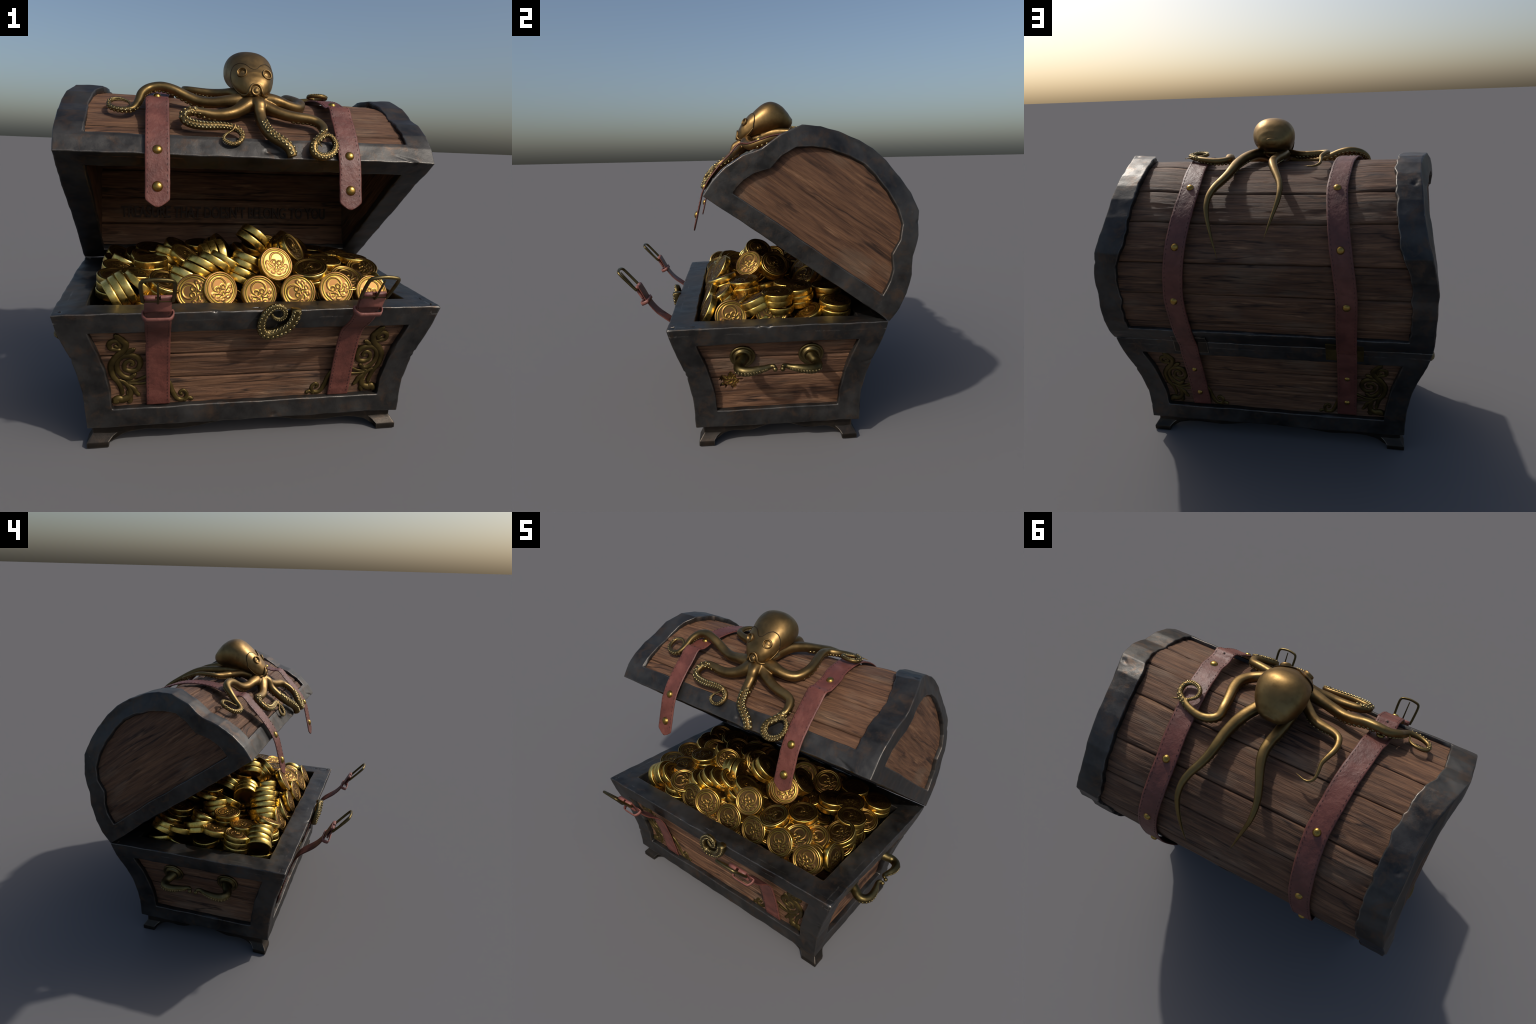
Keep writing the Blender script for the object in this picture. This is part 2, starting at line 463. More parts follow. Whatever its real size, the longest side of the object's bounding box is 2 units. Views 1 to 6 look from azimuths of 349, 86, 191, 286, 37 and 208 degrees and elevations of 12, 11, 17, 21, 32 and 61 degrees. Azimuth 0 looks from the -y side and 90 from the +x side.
RECESS = 0.034
def jag(c):
    dy, dz = c.y + .186, c.z - .388
    a = math.atan2(dz, dy * .8); r = math.hypot(dy * .8, dz)
    return r < .046 + .009 * math.sin(5 * a + 1) + .006 * math.sin(9 * a)
def box_surface(side, zlo, zhi):
    def f(u, v):
        z = lerp(zlo, zhi, u); o = flare(z) + RECESS
        sl = (flare(z + .01) - flare(z - .01)) / .02
        half = (HX if side in (0, 2) else HY) - o + .0
        a = lerp(-half + .05, half - .05, v)
        n = V((0, -1, sl)).normalized()
        if side == 0: return V((a, CY - HY + o, z)), V((0, -1, sl)).normalized()
        if side == 2: return V((-a, CY + HY - o, z)), V((0, 1, sl)).normalized()
        if side == 1: return V((HX - o, CY + a, z)), V((1, 0, sl)).normalized()
        return V((-HX + o, CY - a, z)), V((-1, 0, sl)).normalized()
    return f
for side, seams in ((0, (.19, .359, .497, .665)), (2, (.19, .359, .497, .665)), (1, (.19, .41, .537, .665)), (3, (.19, .41, .537, .665))):
    for k in range(3):
        plank('side_plank', box_surface(side, seams[k] - .001, seams[k + 1] + .001), 26, 220 if side in (0, 2) else 150,
              WOOD_X if side in (0, 2) else WOOD_Y, body, .016, 3.7 * k + side * 11.3,
              1.6 if side in (0, 2) else .95, seams[k + 1] - seams[k], hole=jag if side == 1 else None)

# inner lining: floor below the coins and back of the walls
mb = MB()
zf = .50
mb.face((V((-.70, -.30, zf)), V((.70, -.30, zf)), V((.70, .46, zf)), V((-.70, .46, zf))))
me = apply_mods(mb.mesh('lining'), [('SOLIDIFY', dict(thickness=.008))])
finish('inner_lining', me, WOOD_IN, body, sm=False)
mb = MB()
mb.face((V((-.76, -.32, .13)), V((.76, -.32, .13)), V((.76, .486, .13)), V((-.76, .486, .13))))
finish('floor_board', apply_mods(mb.mesh('floor'), [('SOLIDIFY', dict(thickness=.02))]), WOOD_X, body, sm=False)

# ------------------------------------------------------------------ plinth and feet
def skirt(side):
    half = .800 if side in (0, 2) else .444
    if side in (0, 2): xs, zs = [0, .09, .14, .247, .37, .52, .60, .67, .70], [.101, .099, .093, .076, .062, .073, .066, .044, .005]
    else: xs, zs = [0, .035, .055, .165, .275, .347, .37], [.108, .107, .104, .067, .078, .049, .005]
    g = []
    n = 150
    for i in range(n + 1):
        a = lerp(-half + .014, half - .014, i / n); zb = interp(abs(a), xs, zs)
        # soften the poly-line curve
        zb = sum(interp(abs(a + d), xs, zs) for d in (-.03, -.015, 0, .015, .03)) / 5
        zb = min(zb, .119) + .0015 * noise.noise(V((a * 30, side, 0)))
        row = []
        for j in range(7):
            z = lerp(zb, .128, j / 6)
            off = HY - .594 + .431 if side in (0, 2) else .787
            q = {0: (a, CY - .431, z), 2: (-a, CY + .431, z), 1: (.787, CY + a, z), 3: (-.787, CY - a, z)}[side]
            row.append(V(q) + vnoise(q, 9) * .0015)
        g.append(row)
    mb = MB(); mb.grid(g); me = mb.mesh('skirt'); outward(me, (0, CY, .1))
    me = apply_mods(me, [('SOLIDIFY', dict(thickness=.03, offset=-1)), ('BEVEL', dict(width=.004, segments=2, limit_method='ANGLE', angle_limit=.9))])
    wear_edges(me, .008, side)
    return finish('scalloped_skirt', me, FOOT_IRON, body)
for s in range(4): skirt(s)

def foot(sx, sy):
    mb = MB(); rows = []
    n = 10
    # (inset from the outer faces, z, reach inwards)
    prof = [(.002, 0.0, .104), (0.0, .004, .106), (0.0, .030, .108), (.004, .035, .112), (.016, .052, .128), (.026, .066, .15), (.028, .075, .165), (.028, .125, .17)]
    for ins, z, reach in prof:
        a0, a1 = .814 - ins, .814 - reach
        b0, b1 = .457 - ins, .457 - reach * .82
        c = []
        for (p, q) in (((a0, b0), (a1, b0)), ((a1, b0), (a1, b1)), ((a1, b1), (a0, b1)), ((a0, b1), (a0, b0))):
            for k in range(n): c.append(V((sx * lerp(p[0], q[0], k / n), CY + sy * lerp(p[1], q[1], k / n), max(0.0005, z) if z else 0.0)))
        rows.append(c)
    g = [[rows[j][i] for j in range(len(rows))] for i in range(4 * n)]
    mb.grid(g, closed=True)
    mb.face(rows[0]); mb.face(rows[-1])
    me = mb.mesh('foot'); outward(me, (sx * .76, CY + sy * .41, .05))
    me = apply_mods(me, [('BEVEL', dict(width=.003, segments=2, limit_method='ANGLE', angle_limit=.6))])
    bm = bmesh.new(); bm.from_mesh(me)
    for v in bm.verts:
        if v.co.z > .002: v.co += vnoise(v.co, 14, 2) * .0018
    bm.to_mesh(me); bm.free()
    return finish('foot', me, FOOT_IRON, body)
for sx in (-1, 1):
    for sy in (-1, 1): foot(sx, sy)

# ------------------------------------------------------------------ lid iron frame
PER = 16
OUTD, INND = poly_dense(OUT, PER), poly_dense(INN, PER)
NA = len(OUTD)
RAIL_ROWS = int(PER * 1.25)          # rail covers the first samples of the profile (h up to ~0.11)
def build_lid_frame():
    mb = MB()
    def w(x, s, h): return wobble(LW(x, s, h), 1.15, 4.2)
    NB = 120
    for sg in (-1, 1):
        # end ring: arch part
        K = 12
        g = []
        for i in range(NA):
            (s0, h0), (s1, h1) = OUTD[i], INND[i]
            g.append([w(sg * end_x(lerp(h0, h1, k / K), lerp(s0, s1, k / K)), lerp(s0, s1, k / K), lerp(h0, h1, k / K)) for k in range(K + 1)])
        mb.grid(g)
        # end ring: bottom bar
        g = []
        for i in range(NB + 1):
            t = i / NB; s0 = lerp(OUTD[0][0], OUTD[-1][0], t); s1 = lerp(INND[0][0], INND[-1][0], t)
            g.append([w(sg * end_x(lerp(0, INND[0][1], k / K), lerp(s0, s1, k / K)), lerp(s0, s1, k / K), lerp(0, INND[0][1], k / K)) for k in range(K + 1)])
        mb.grid(g)
        # hoop band over the barrel
        g = []
        for i in range(NA):
            s, h = OUTD[i]; x0, x1 = end_x(h, s), hoop_x(h)
            x1 += (.014 * noise.noise(V((i * .10, sg * 3, 0))) + .002 * noise.noise(V((i * .33, sg * 7, 0)))) * min(1, abs(min(i, NA - 1 - i) - RAIL_ROWS) / 8) * (0 if min(i, NA - 1 - i) <= RAIL_ROWS else 1)
            g.append([w(sg * lerp(x0, x1, k / 14), s, h) for k in range(15)])
        mb.grid(g)
        # underside below the ends
        g = []
        for i in range(NB + 1):
            t = i / NB; s0 = lerp(0, LID_D, t); s1 = lerp(.118, LID_D - .118, t)
            g.append([w(sg * lerp(end_x(0), .803, k / 10), lerp(s0, s1, k / 10), 0) for k in range(11)])
        mb.grid(g)
    for front in (0, 1):
        idx = range(RAIL_ROWS + 1)
        g = []
        for j in range(161):
            t = j / 160
            row = []
            for i in idx:
                s, h = OUTD[i] if not front else OUTD[NA - 1 - i]
                xh = hoop_x(h)
                row.append(w(lerp(-xh, xh, t), s, h))
            g.append(row)
        mb.grid(g)
        # underside, mitred into the end bars
        cols = [('l', k / 14) for k in range(14)] + [('m', k / 160) for k in range(160)] + [('r', k / 14) for k in range(15)]
        g = []
        for zone, t in cols:
            row = []
            for k in range(11):
                q = .118 * k / 10; ek = lerp(end_x(0), .803, k / 10)
                x = {'l': lerp(-ek, -.803, t), 'm': lerp(-.803, .803, t), 'r': lerp(.803, ek, t)}[zone]
                row.append(w(x, LID_D - q if front else q, 0))
            g.append(row)
        mb.grid(g)
        # inner lip of the opening
        g = []
        for j in range(161):
            g.append([w(lerp(-.803, .803, j / 160), (LID_D - .118) if front else .118, .014 * k) for k in range(4)])
        mb.grid(g)
    for sg in (-1, 1):
        g = []
        for i in range(NB + 1):
            g.append([w(sg * .803, lerp(.118, LID_D - .118, i / NB), .014 * k) for k in range(4)])
        mb.grid(g)
    me = mb.mesh('lid_frame')
    bm = bmesh.new(); bm.from_mesh(me); bmesh.ops.remove_doubles(bm, verts=bm.verts, dist=.0006)
    bmesh.ops.recalc_face_normals(bm, faces=bm.faces)
    c = LW(0, .595, .3)
    s = sum(f.normal.dot(f.calc_center_median() - c) * f.calc_area() for f in bm.faces)
    if s < 0: bmesh.ops.reverse_faces(bm, faces=bm.faces)
    bm.to_mesh(me); bm.free()
    me = apply_mods(me, [('SOLIDIFY', dict(thickness=.034, offset=-1)),
                         ('BEVEL', dict(width=.004, segments=2, limit_method='ANGLE', angle_limit=math.radians(50), use_clamp_overlap=False))])
    def ck(a, b, w=.014, d=.010): return (LW(*a), LW(*b), w, d)
    cr = [ck((.83, 1.19, .0), (.70, 1.195, .05)), ck((-.80, .60, .69), (-.86, .72, .67), .02, .014), ck((.86, .95, .585), (.80, .9, .60), .016),
          ck((.93, .85, .62), (.91, .82, .60), .014), ck((-.93, .24, .56), (-.90, .3, .6), .016), ck((.92, .2, .55), (.9, .18, .5), .014),
          ck((.06, 1.19, .035), (.16, 1.195, .03), .02, .010), ck((-.5, 1.19, 0), (-.45, 1.195, .02), .014), ck((-.88, .5, .66), (-.84, .4, .66), .018, .012)]
    wear_edges(me, .010, 7.7, cr)
    return finish('lid', me, IRON, chest)
lid = build_lid_frame()

# ------------------------------------------------------------------ lid staves, ends, lettering
def wood_profile():
    P = [V((s, h, 0)) for s, h in WOODP]
    return spline(P, 241)
WP = wood_profile()
WL = len(WP) - 1
def wp(t):
    q = max(0, min(WL - 1e-6, t * WL)); i = int(q); p = WP[i].lerp(WP[i + 1], q - i)
    d = (WP[min(i + 2, WL)] - WP[max(i - 1, 0)]).normalized()
    return p, V((-d.y, d.x, 0))
def wood_t(s, h):
    best = min(range(len(WP)), key=lambda i: (WP[i].x - s) ** 2 + (WP[i].y - h) ** 2)
    return best / WL
SEAMS = [(.022, .0), (.030, .165), (.108, .345), (.205, .50), (.397, .625), (.59, .66), (.83, .62), (.98, .505), (1.082, .345), (1.158, .18), (1.168, 0)]
ST = [wood_t(*q) for q in SEAMS]; ST[0], ST[-1] = 0.0, 1.0
for k in range(len(ST) - 1):
    t0, t1 = ST[k] - .0012, ST[k + 1] + .0012
    def f(u, v, t0=t0, t1=t1):
        p, n = wp(lerp(t0, t1, u)); e = min(.85, end_x(p.y) - .034); x = lerp(-e, e, v); q = p - n * sag(x, p.y)
        return LW(x, q.x, q.y), LDIR(0, n.x, n.y)
    plank('lid_stave', f, 22, 230, WOOD_X, lid, .026, 5.1 * k + 40, 1.7, (t1 - t0) * 2.0)

for sg in (-1, 1):
    # end panel: fans from the middle to just under the iron ring
    loop = INND + [(lerp(INND[-1][0], INND[0][0], i / 60), INND[0][1]) for i in range(1, 60)]
    c = (.595, .30); g = []
    for s, h in loop:
        row = []
        for k in range(33):
            t = 1.09 * k / 32; a, b = lerp(c[0], s, t), lerp(c[1], h, t)
            d = .0022 * noise.noise(V((a * 4, b * 55, sg * 5))) + .0016 * noise.noise(V((a * 8, b * 120, sg)))
            cc = abs(noise.noise(V((a * 2.0, b * 17, sg * 9 + 3)))); d -= .006 * max(0, 1 - cc / .045) * max(0, noise.noise(V((a * 2.4, b * 6, sg * 4))) + .1)
            row.append(LW(sg * (end_x(b, a) - .026 + d), a, b))
        g.append(row)
    mb = MB(); mb.grid(g, closed=True)
    me = mb.mesh('end'); outward(me, LW(0, .595, .3))
    me = apply_mods(me, [('SOLIDIFY', dict(thickness=.022, offset=-1))])
    finish('end_panel', me, WOOD_END, lid)

# lining boards inside the lid: curved back boards and flat ends
LIN = .068
LST = [wood_t(*q) for q in ((.022, .05), (.055, .215), (.135, .365), (.254, .523), (.45, .62), (.74, .62), (.936, .523), (1.055, .365), (1.135, .215), (1.168, .05))]
for k in range(len(LST) - 1):
    def f(u, v, t0=LST[k] - .001, t1=LST[k + 1] + .001):
        p, n = wp(lerp(t0, t1, u)); q = p - n * LIN
        e = min(.85, end_x(p.y) - .04); return LW(lerp(-e, e, v), q.x, q.y), LDIR(0, -n.x, -n.y)
    plank('lining_board', f, 12, 120, WOOD_IN, lid, .010, 3.3 * k + 90, 1.6, (LST[k + 1] - LST[k]) * 1.9)
for sg in (-1, 1):
    g = []
    prof = [wp(lerp(LST[0], LST[-1], i / 90)) for i in range(91)]
    for p, n in prof:
        q = p - n * (LIN - .006); row = []
        for k in range(21):
            a, b = lerp(.595, q.x, k / 20), lerp(.02, q.y, k / 20)
            row.append(LW(sg * (.826 - .04 * sstep(.45, .62, b) + .003 * noise.noise(V((a * 5, b * 50, sg)))), a, b))
        g.append(row)
    mb = MB(); mb.grid(g)
    me = mb.mesh('lining_end'); finish('lining_end', apply_mods(me, [('SOLIDIFY', dict(thickness=.008, offset=0))]), WOOD_END, lid)

# dark raised words inside the lid, on the back stave
def lettering():
    cu = bpy.data.curves.new('words', 'FONT'); cu.body = "TREASURE THAT DOESN'T BELONG TO YOU"
    cu.size = .1; cu.extrude = .0012; cu.offset = .0022; cu.align_x = 'CENTER'; cu.align_y = 'CENTER'; cu.resolution_u = 3
    o = bpy.data.objects.new('words', cu); COL.objects.link(o)
    dg = bpy.context.evaluated_depsgraph_get(); dg.update()
    me = bpy.data.meshes.new_from_object(o.evaluated_get(dg)); bpy.data.objects.remove(o, do_unlink=True)
    xs = [v.co.x for v in me.vertices]; ys = [v.co.y for v in me.vertices]
    kx = 1.40 / (max(xs) - min(xs)); ky = .082 / (max(ys) - min(ys)); my = (max(ys) + min(ys)) / 2
    t = wood_t(.088, .290)
    p, n = wp(t); q = V((p.x, p.y, 0)) - n * .0285
    up = V((-n.y, n.x, 0)); up = up if up.y > 0 else -up
    for v in me.vertices:
        x, y, z = v.co.x * kx, (v.co.y - my) * ky, v.co.z
        # follow the curve of the stave
        dt = y / 1.86
        pp, nn = wp(t + (dt if wp(t + .02)[0].y > p.y else -dt)); b = pp - nn * (LIN + (-.001 if z < 0 else .011))
        v.co = LW(x + .004 * noise.noise(V((x * 9, y * 9, 1))), b.x, b.y)
    me.update()
    finish('lettering', me, LETTER, lid, sm=False)
lettering()

# hinges behind the straps
for sx, mat in ((-1, BRASS_SCROLL), (1, FOOT_IRON)):
    mb = MB()
    for zz in range(2):
        if zz == 0:
            q = [(.348, .742), (.562, .742), (.562, .662), (.348, .662)]
            pts = [V((sx * x, CY + HY - flare(z) + .006, z)) for x, z in q]; pts2 = [p - V((0, .014, 0)) for p in pts]
        else:
            pts = [LW(sx * x, -.008, h) for x, h in ((.348, .004), (.562, .004), (.562, .06), (.348, .06))]
            pts2 = [p - LDIR(0, -.014, 0) for p in pts]
        mb.face(pts); mb.face(pts2[::-1])
        for i in range(4): mb.face((pts[i], pts2[i], pts2[(i + 1) % 4], pts[(i + 1) % 4]))
    me = mb.mesh('hinge'); outward(me)
    finish('hinge', apply_mods(me, [('BEVEL', dict(width=.002, segments=1))]), mat, chest, sm=False)

# ------------------------------------------------------------------ leather straps
def ribbon(name, path, width, thick=.007, parent=None, seed=0.0, tip=0.0, hint=None):
    """Leather strap: path is a dense list of points, width lies along x."""
    n = len(path); L = [0]
    for i in range(1, n): L.append(L[-1] + (path[i] - path[i - 1]).length)
    AC = [-1, -.915, -.8, -.55, -.28, 0, .28, .55, .8, .915, 1]
    na = 11; g = []; tops = []
    for i, p in enumerate(path):
        T = (path[min(i + 1, n - 1)] - path[max(i - 1, 0)]).normalized()
        X = V((1, 0, 0)); X = (X - T * X.dot(T)).normalized(); Nn = X.cross(T)
        if hint: Nn = Nn * hint
        w = width
        if tip and L[i] < tip: w = width * max(.10, (L[i] / tip) ** .62)
        nick = lambda sd: -.010 * max(0, noise.noise(V((L[i] * 9, sd, seed))) - .52) / .3 + .0012 * noise.noise(V((L[i] * 30, sd, seed)))
        row = []
        for k in range(na):
            a = AC[k]
            side = (w / 2 + nick(1 if a > 0 else -1) * abs(a)) * a
            hgt = thick / 2 + .0012 * noise.noise(V((L[i] * 25, a * 3, seed))) - (.0020 if abs(a) > .99 else 0)
            row.append(p + X * side + Nn * hgt)
        top = list(row)
        for k in range(na - 1, -1, -1):
            a = AC[k]
            side = (w / 2 + nick(1 if a > 0 else -1) * abs(a)) * a
            row.append(p + X * side - Nn * (thick / 2 - (.0015 if abs(a) > .99 else 0)))
        row.append(row[0])
        g.append(row); tops.append((p, T, X, Nn, w, L[i]))
    mb = MB()
    edge = {0, na - 2, na - 1, na, 2 * na - 2, 2 * na - 1}
    gg = []
    for r in g:   # add a thin pale border inside each edge
        gg.append(r)
    def mi(i, j): return 1 if j in (0, na - 2, na - 1, 2 * na - 1) else 0
    mb.grid(gg, mi=mi)
    mb.face(g[0][:-1], 1); mb.face(g[-1][:-1][::-1], 1)
    me = mb.mesh(name); outward(me)
    o = finish(name, me, [LEATHER, LEATHER_EDGE, LEATHER], parent)
    # stitches
    sb = MB(); nxt = .03 + tip
    for (p, T, X, Nn, w, l) in tops:
        if l < nxt: continue
        nxt = l + .019
        if w < width * .95: continue
        for sd in (-1, 1):
            c = p + X * sd * (w / 2 - .0115) + Nn * (thick / 2 + .0006)
            revolve_box(sb, c, T * .0045, X * .0010, Nn * .0009)
    if sb.v:
        so = finish('stitching', sb.mesh('stitches'), STITCH, o, sm=False); so['kind'] = 'stuff'
    return o, tops

def revolve_box(mb, c, a, b, d):
    base = len(mb.v)
    for i in (-1, 1):
        for j in (-1, 1):
            for k in (-1, 1): mb.v.append(tuple(c + a * i + b * j + d * k))
    for f in ((0, 1, 3, 2), (4, 6, 7, 5), (0, 4, 5, 1), (2, 3, 7, 6), (0, 2, 6, 4), (1, 5, 7, 3)):
        mb.f.append([base + i for i in f]); mb.m.append(0)

def dome_mesh(name, seg=20):
    mb = MB(); prof = [(1.12, -.3), (1.12, .06), (1.0, .13)] + [(math.cos(a), .12 + .55 * math.sin(a)) for a in [i * math.pi / 14 for i in range(1, 7)]] + [(.02, .67)]
    revolve(mb, prof, Matrix.Identity(4), seg)
    me = mb.mesh(name); me.materials.append(RIVET); smooth(me); return me
RIVET_MESH = dome_mesh('rivet')
def rivet(p, n, r, parent):
    o = bpy.data.objects.new('rivet', RIVET_MESH)
    o.matrix_world = frame_at(p, n) @ Matrix.Scale(r * 1.14, 4); link(o); o.parent = parent
    return o

def lid_strap(sx):
    yz = [(-.372, 1.203), (-.357, 1.262), (-.336, 1.345), (-.314, 1.425), (-.289, 1.476), (-.254, 1.528), (-.193, 1.599), (-.140, 1.652), (-.112, 1.686), (-.088, 1.704), (-.066, 1.704), (-.046, 1.702), (-.008, 1.711), (.045, 1.728)]
    pts = [V((.467, y, z)) for y, z in yz]
    def lx(s): return interp(s, [-.02, .085, .258, .42, .6, .85, 1.1, 1.2], [.467, .473, .440, .418, .408, .425, .462, .467])
    over = [(1.055, .474), (1.0, .525), (.939, .569), (.87, .607), (.80, .635), (.70, .661), (.597, .671), (.47, .659), (.36, .630), (.258, .577), (.17, .490), (.112, .405), (.068, .328), (.028, .225), (-.002, .12), (-.014, .05), (-.018, .004)]
    pts += [LW(lx(q[0]), *q) for q in over]
    for z in (.715, .68, .64, .60, .55, .50, .45, .40, .35, .30, .26, .228):
        push = interp(z, [.228, .28, .35, .60, .70], [-.022, -.012, -.004, .004, .009])
        pts.append(V((interp(z, [.23, .5, .74], [.463, .467, .468]), CY + HY - flare(z) + push, z)))
    pts = [V((sx * p.x, p.y, p.z)) for p in pts]
    path = resample(spline(pts, 400), 330)
    # orientation: outside of the lid
    o, tops = ribbon('lid_strap', path, .114, .0075, chest, sx * 3.3, tip=.036, hint=None)
    def put(y, z, r):
        t = min(tops, key=lambda q: (q[0].y - y) ** 2 + (q[0].z - z) ** 2)
        nn = t[3]; c = t[0]
        ref = c - LW(0, .595, .3); ref.x = 0
        if nn.dot(ref) < 0: nn = -nn
        rivet(c + nn * .004, nn, r, o)
    for y, z, r in ((-.359, 1.302, .0195), (-.303, 1.464, .018), (.028, 1.724, .0165), (.588, 1.637, .0165), (.808, 1.364, .0165), (.815, 1.050, .0165), (.64, .516, .0125), (.59, .323, .0135)):
        put(y, z, r)
    # buckle hole near the kink
    t = min(tops, key=lambda q: (q[0].y + .075) ** 2 + (q[0].z - 1.705) ** 2)
    nn = t[3] if t[3].z > 0 else -t[3]
    mb = MB(); revolve(mb, [(.0055, -.002), (.0055, .0046), (.004, .005)], frame_at(t[0], nn), 12)
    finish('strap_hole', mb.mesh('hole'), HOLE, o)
for sx in (-1, 1): lid_strap(sx)

def buckle_strap(sx):
    pts = []
    for z in (.222, .26, .30, .35, .40, .45, .50, .54, .575):
        push = interp(z, [.22, .27, .35, .50, .575], [.022, .010, .002, -.006, -.008])
        pts.append(V((sx * .467, CY - HY + flare(z) + push, z)))
    pts += [V((sx * .467, y, z)) for y, z in ((-.495, .612), (-.517, .640), (-.545, .664), (-.577, .688), (-.611, .716), (-.643, .752), (-.670, .795), (-.692, .838), (-.716, .884))]
    o, tops = ribbon('buckle_strap', spline(pts, 150), .114, .0075, chest, sx * 8.1)
    # folded end around the buckle bar
    d = V((0, -.026, .05)).normalized()          # direction the strap end points to
    nrm = V((0, -d.z, d.y))                      # outward face
    e = V((sx * .467, -.716, .884))
    b0 = e + nrm * .010 - d * .004
    mb = MB(); tube(mb, [b0 + V((x, 0, 0)) for x in (-.056, -.03, -.012, -.0115)], lambda t: .0115, 14)
    tube(mb, [b0 + V((x, 0, 0)) for x in (.0115, .012, .03, .056)], lambda t: .0115, 14)
    fl = [b0 + nrm * .008 - d * (.0 + .075 * k / 8) + nrm * (-.004 * k / 8) for k in range(9)]
    for k in range(8):
        a, b = fl[k], fl[k + 1]; X = V((.055, 0, 0)); q = nrm * .005
        ring = lambda c: [c - X + q, c + X + q, c + X - q, c - X - q]
        ra, rb = ring(a), ring(b)
        for i in range(4): mb.face((ra[i], ra[(i + 1) % 4], rb[(i + 1) % 4], rb[i]))
        if k == 7: mb.face(rb)
    finish('strap_fold', mb.mesh('fold'), LEATHER_LIGHT, o)
    # keeper loop hanging round the strap
    c = V((sx * .467, -.672, .790)); dd = V((0, -.45, .89)).normalized(); nn = V((0, -dd.z, dd.y))
    w = .064; dep = .034
    loop = [(-w, -.008), (-w, .010), (-w + .012, dep - .004), (-w + .03, dep), (w - .03, dep), (w - .012, dep - .004), (w, .010), (w, -.008), (w - .01, -.013), (-w + .01, -.013)]
    P = spline([c + V((x, 0, 0)) + nn * q for x, q in loop + loop[:1]], 70)
    mb = MB()
    g = []
    for i, p in enumerate(P):
        T = (P[(i + 1) % 69] - P[(i - 1) % 69]).normalized(); S = T.cross(dd).normalized()
        g.append([p + dd * .011 + S * .003, p + dd * .011 - S * .003, p - dd * .011 - S * .003, p - dd * .011 + S * .003, p + dd * .011 + S * .003])
    mb.grid(g[:-1], closed=True)
    me = mb.mesh('keeper'); outward(me); finish('keeper_loop', me, LEATHER_LIGHT, o)
    # metal buckle: frame in the plane of (x, dirb)
    base = V((sx * .467, -.733, .872)); tipv = V((sx * .467, -.826, .977)); db = (tipv - base); ln = db.length; db.normalize(); up = V((0, -db.z, db.y))
    prof = [(-.060, -.012), (-.064, .03), (-.0665, .10), (-.062, .128), (-.045, .139), (0, .145), (.045, .139), (.062, .128), (.0665, .10), (.064, .03), (.060, -.012)]
    k = ln / .14
    P = spline([base + V((x, 0, 0)) + db * q * k for x, q in prof], 90)
    mb = MB(); tube(mb, P, lambda t: .0082, 12)
    tube(mb, [base + V((x, 0, 0)) - db * .010 for x in (-.064, 0, .064)], lambda t: .006, 10)
    me = mb.mesh('buckle'); finish('buckle', me, BRASS_DARK, o)
    mb = MB(); tube(mb, spline([base - db * .012 + up * .009, base + up * .014 + db * .01, base + db * .06 + up * .010, base + db * .128 + up * .006], 20), lambda t: .0055 * (1 - .3 * t), 10)
    finish('buckle_prong', mb.mesh('prong'), BRASS_DARK, o)
for sx in (-1, 1): buckle_strap(sx)

# ------------------------------------------------------------------ scroll ornaments on front and back
STROKES = [  # (x, z) control points for the left front corner, start / middle / end radius
 ([(-.659, .617), (-.632, .59), (-.615, .564), (-.629, .528), (-.659, .497), (-.684, .458), (-.688, .425), (-.679, .385), (-.656, .348), (-.644, .31), (-.639, .281)], .011, .0125, .008),
 ([(-.629, .528), (-.655, .536), (-.685, .544), (-.691, .567), (-.678, .584), (-.655, .585), (-.642, .565), (-.651, .551), (-.664, .558)], .006, .0095, .006),
 ([(-.577, .39), (-.601, .371), (-.633, .383), (-.657, .417), (-.661, .45), (-.649, .483), (-.619, .501), (-.582, .499), (-.556, .478), (-.551, .448), (-.565, .418), (-.595, .41), (-.622, .421), (-.626, .445), (-.615, .464), (-.596, .47), (-.583, .453), (-.594, .443)], .009, .011, .007),
 ([(-.627, .505), (-.597, .527), (-.579, .536)], .005, .011, .009),
 ([(-.653, .361), (-.626, .346), (-.608, .318), (-.6, .289), (-.609, .264), (-.637, .251), (-.659, .255), (-.674, .245)], .006, .011, .016),
 ([(-.618, .337), (-.586, .31), (-.573, .287), (-.559, .27)], .005, .010, .007),
 ([(-.621, .352), (-.575, .353), (-.539, .368), (-.498, .382), (-.448, .373), (-.414, .327), (-.397, .28), (-.371, .239), (-.337, .237), (-.326, .263), (-.343, .285), (-.36, .274), (-.349, .261)], .004, .011, .006),
 ([(-.337, .232), (-.317, .242), (-.3, .235)], .009, .006, .009),
 ([(-.612, .340), (-.553, .335), (-.512, .343)], .004, .006, .005),
 ([(-.614, .296), (-.601, .25), (-.607, .235)], .006, .010, .009)]
def ornament(sx, back):
    mb = MB()
    for pts, r0, r1, r2 in STROKES:
        P = spline([V((x, 0, z)) for x, z in pts], max(20, len(pts) * 9))
        Q = []
        for p in P:
            o = flare(p.z) + RECESS
            y = CY - HY + o - .001 if not back else CY + HY - o + .001
            Q.append(V((sx * -p.x, y, p.z)))
        def rad(t): return 1.38 * (lerp(r0, r1, t * 2) if t < .5 else lerp(r1, r2, t * 2 - 1))
        tube(mb, Q, rad, 12, flat=.72, up=lambda t, p: V((0, 1 if back else -1, 0)))
        for e, r in ((Q[0], r0), (Q[-1], r2)):
            revolve(mb, [(r * math.cos(a), r * math.sin(a)) for a in [i * math.pi / 10 - math.pi / 2 for i in range(1, 10)]], frame_at(e, (0, 1 if back else -1, 0)), 12)
    me = mb.mesh('scroll'); outward(me)
    finish('scroll_ornament', me, BRASS_SCROLL, body)
for sx in (-1, 1):
    for b in (False, True): ornament(sx, b)

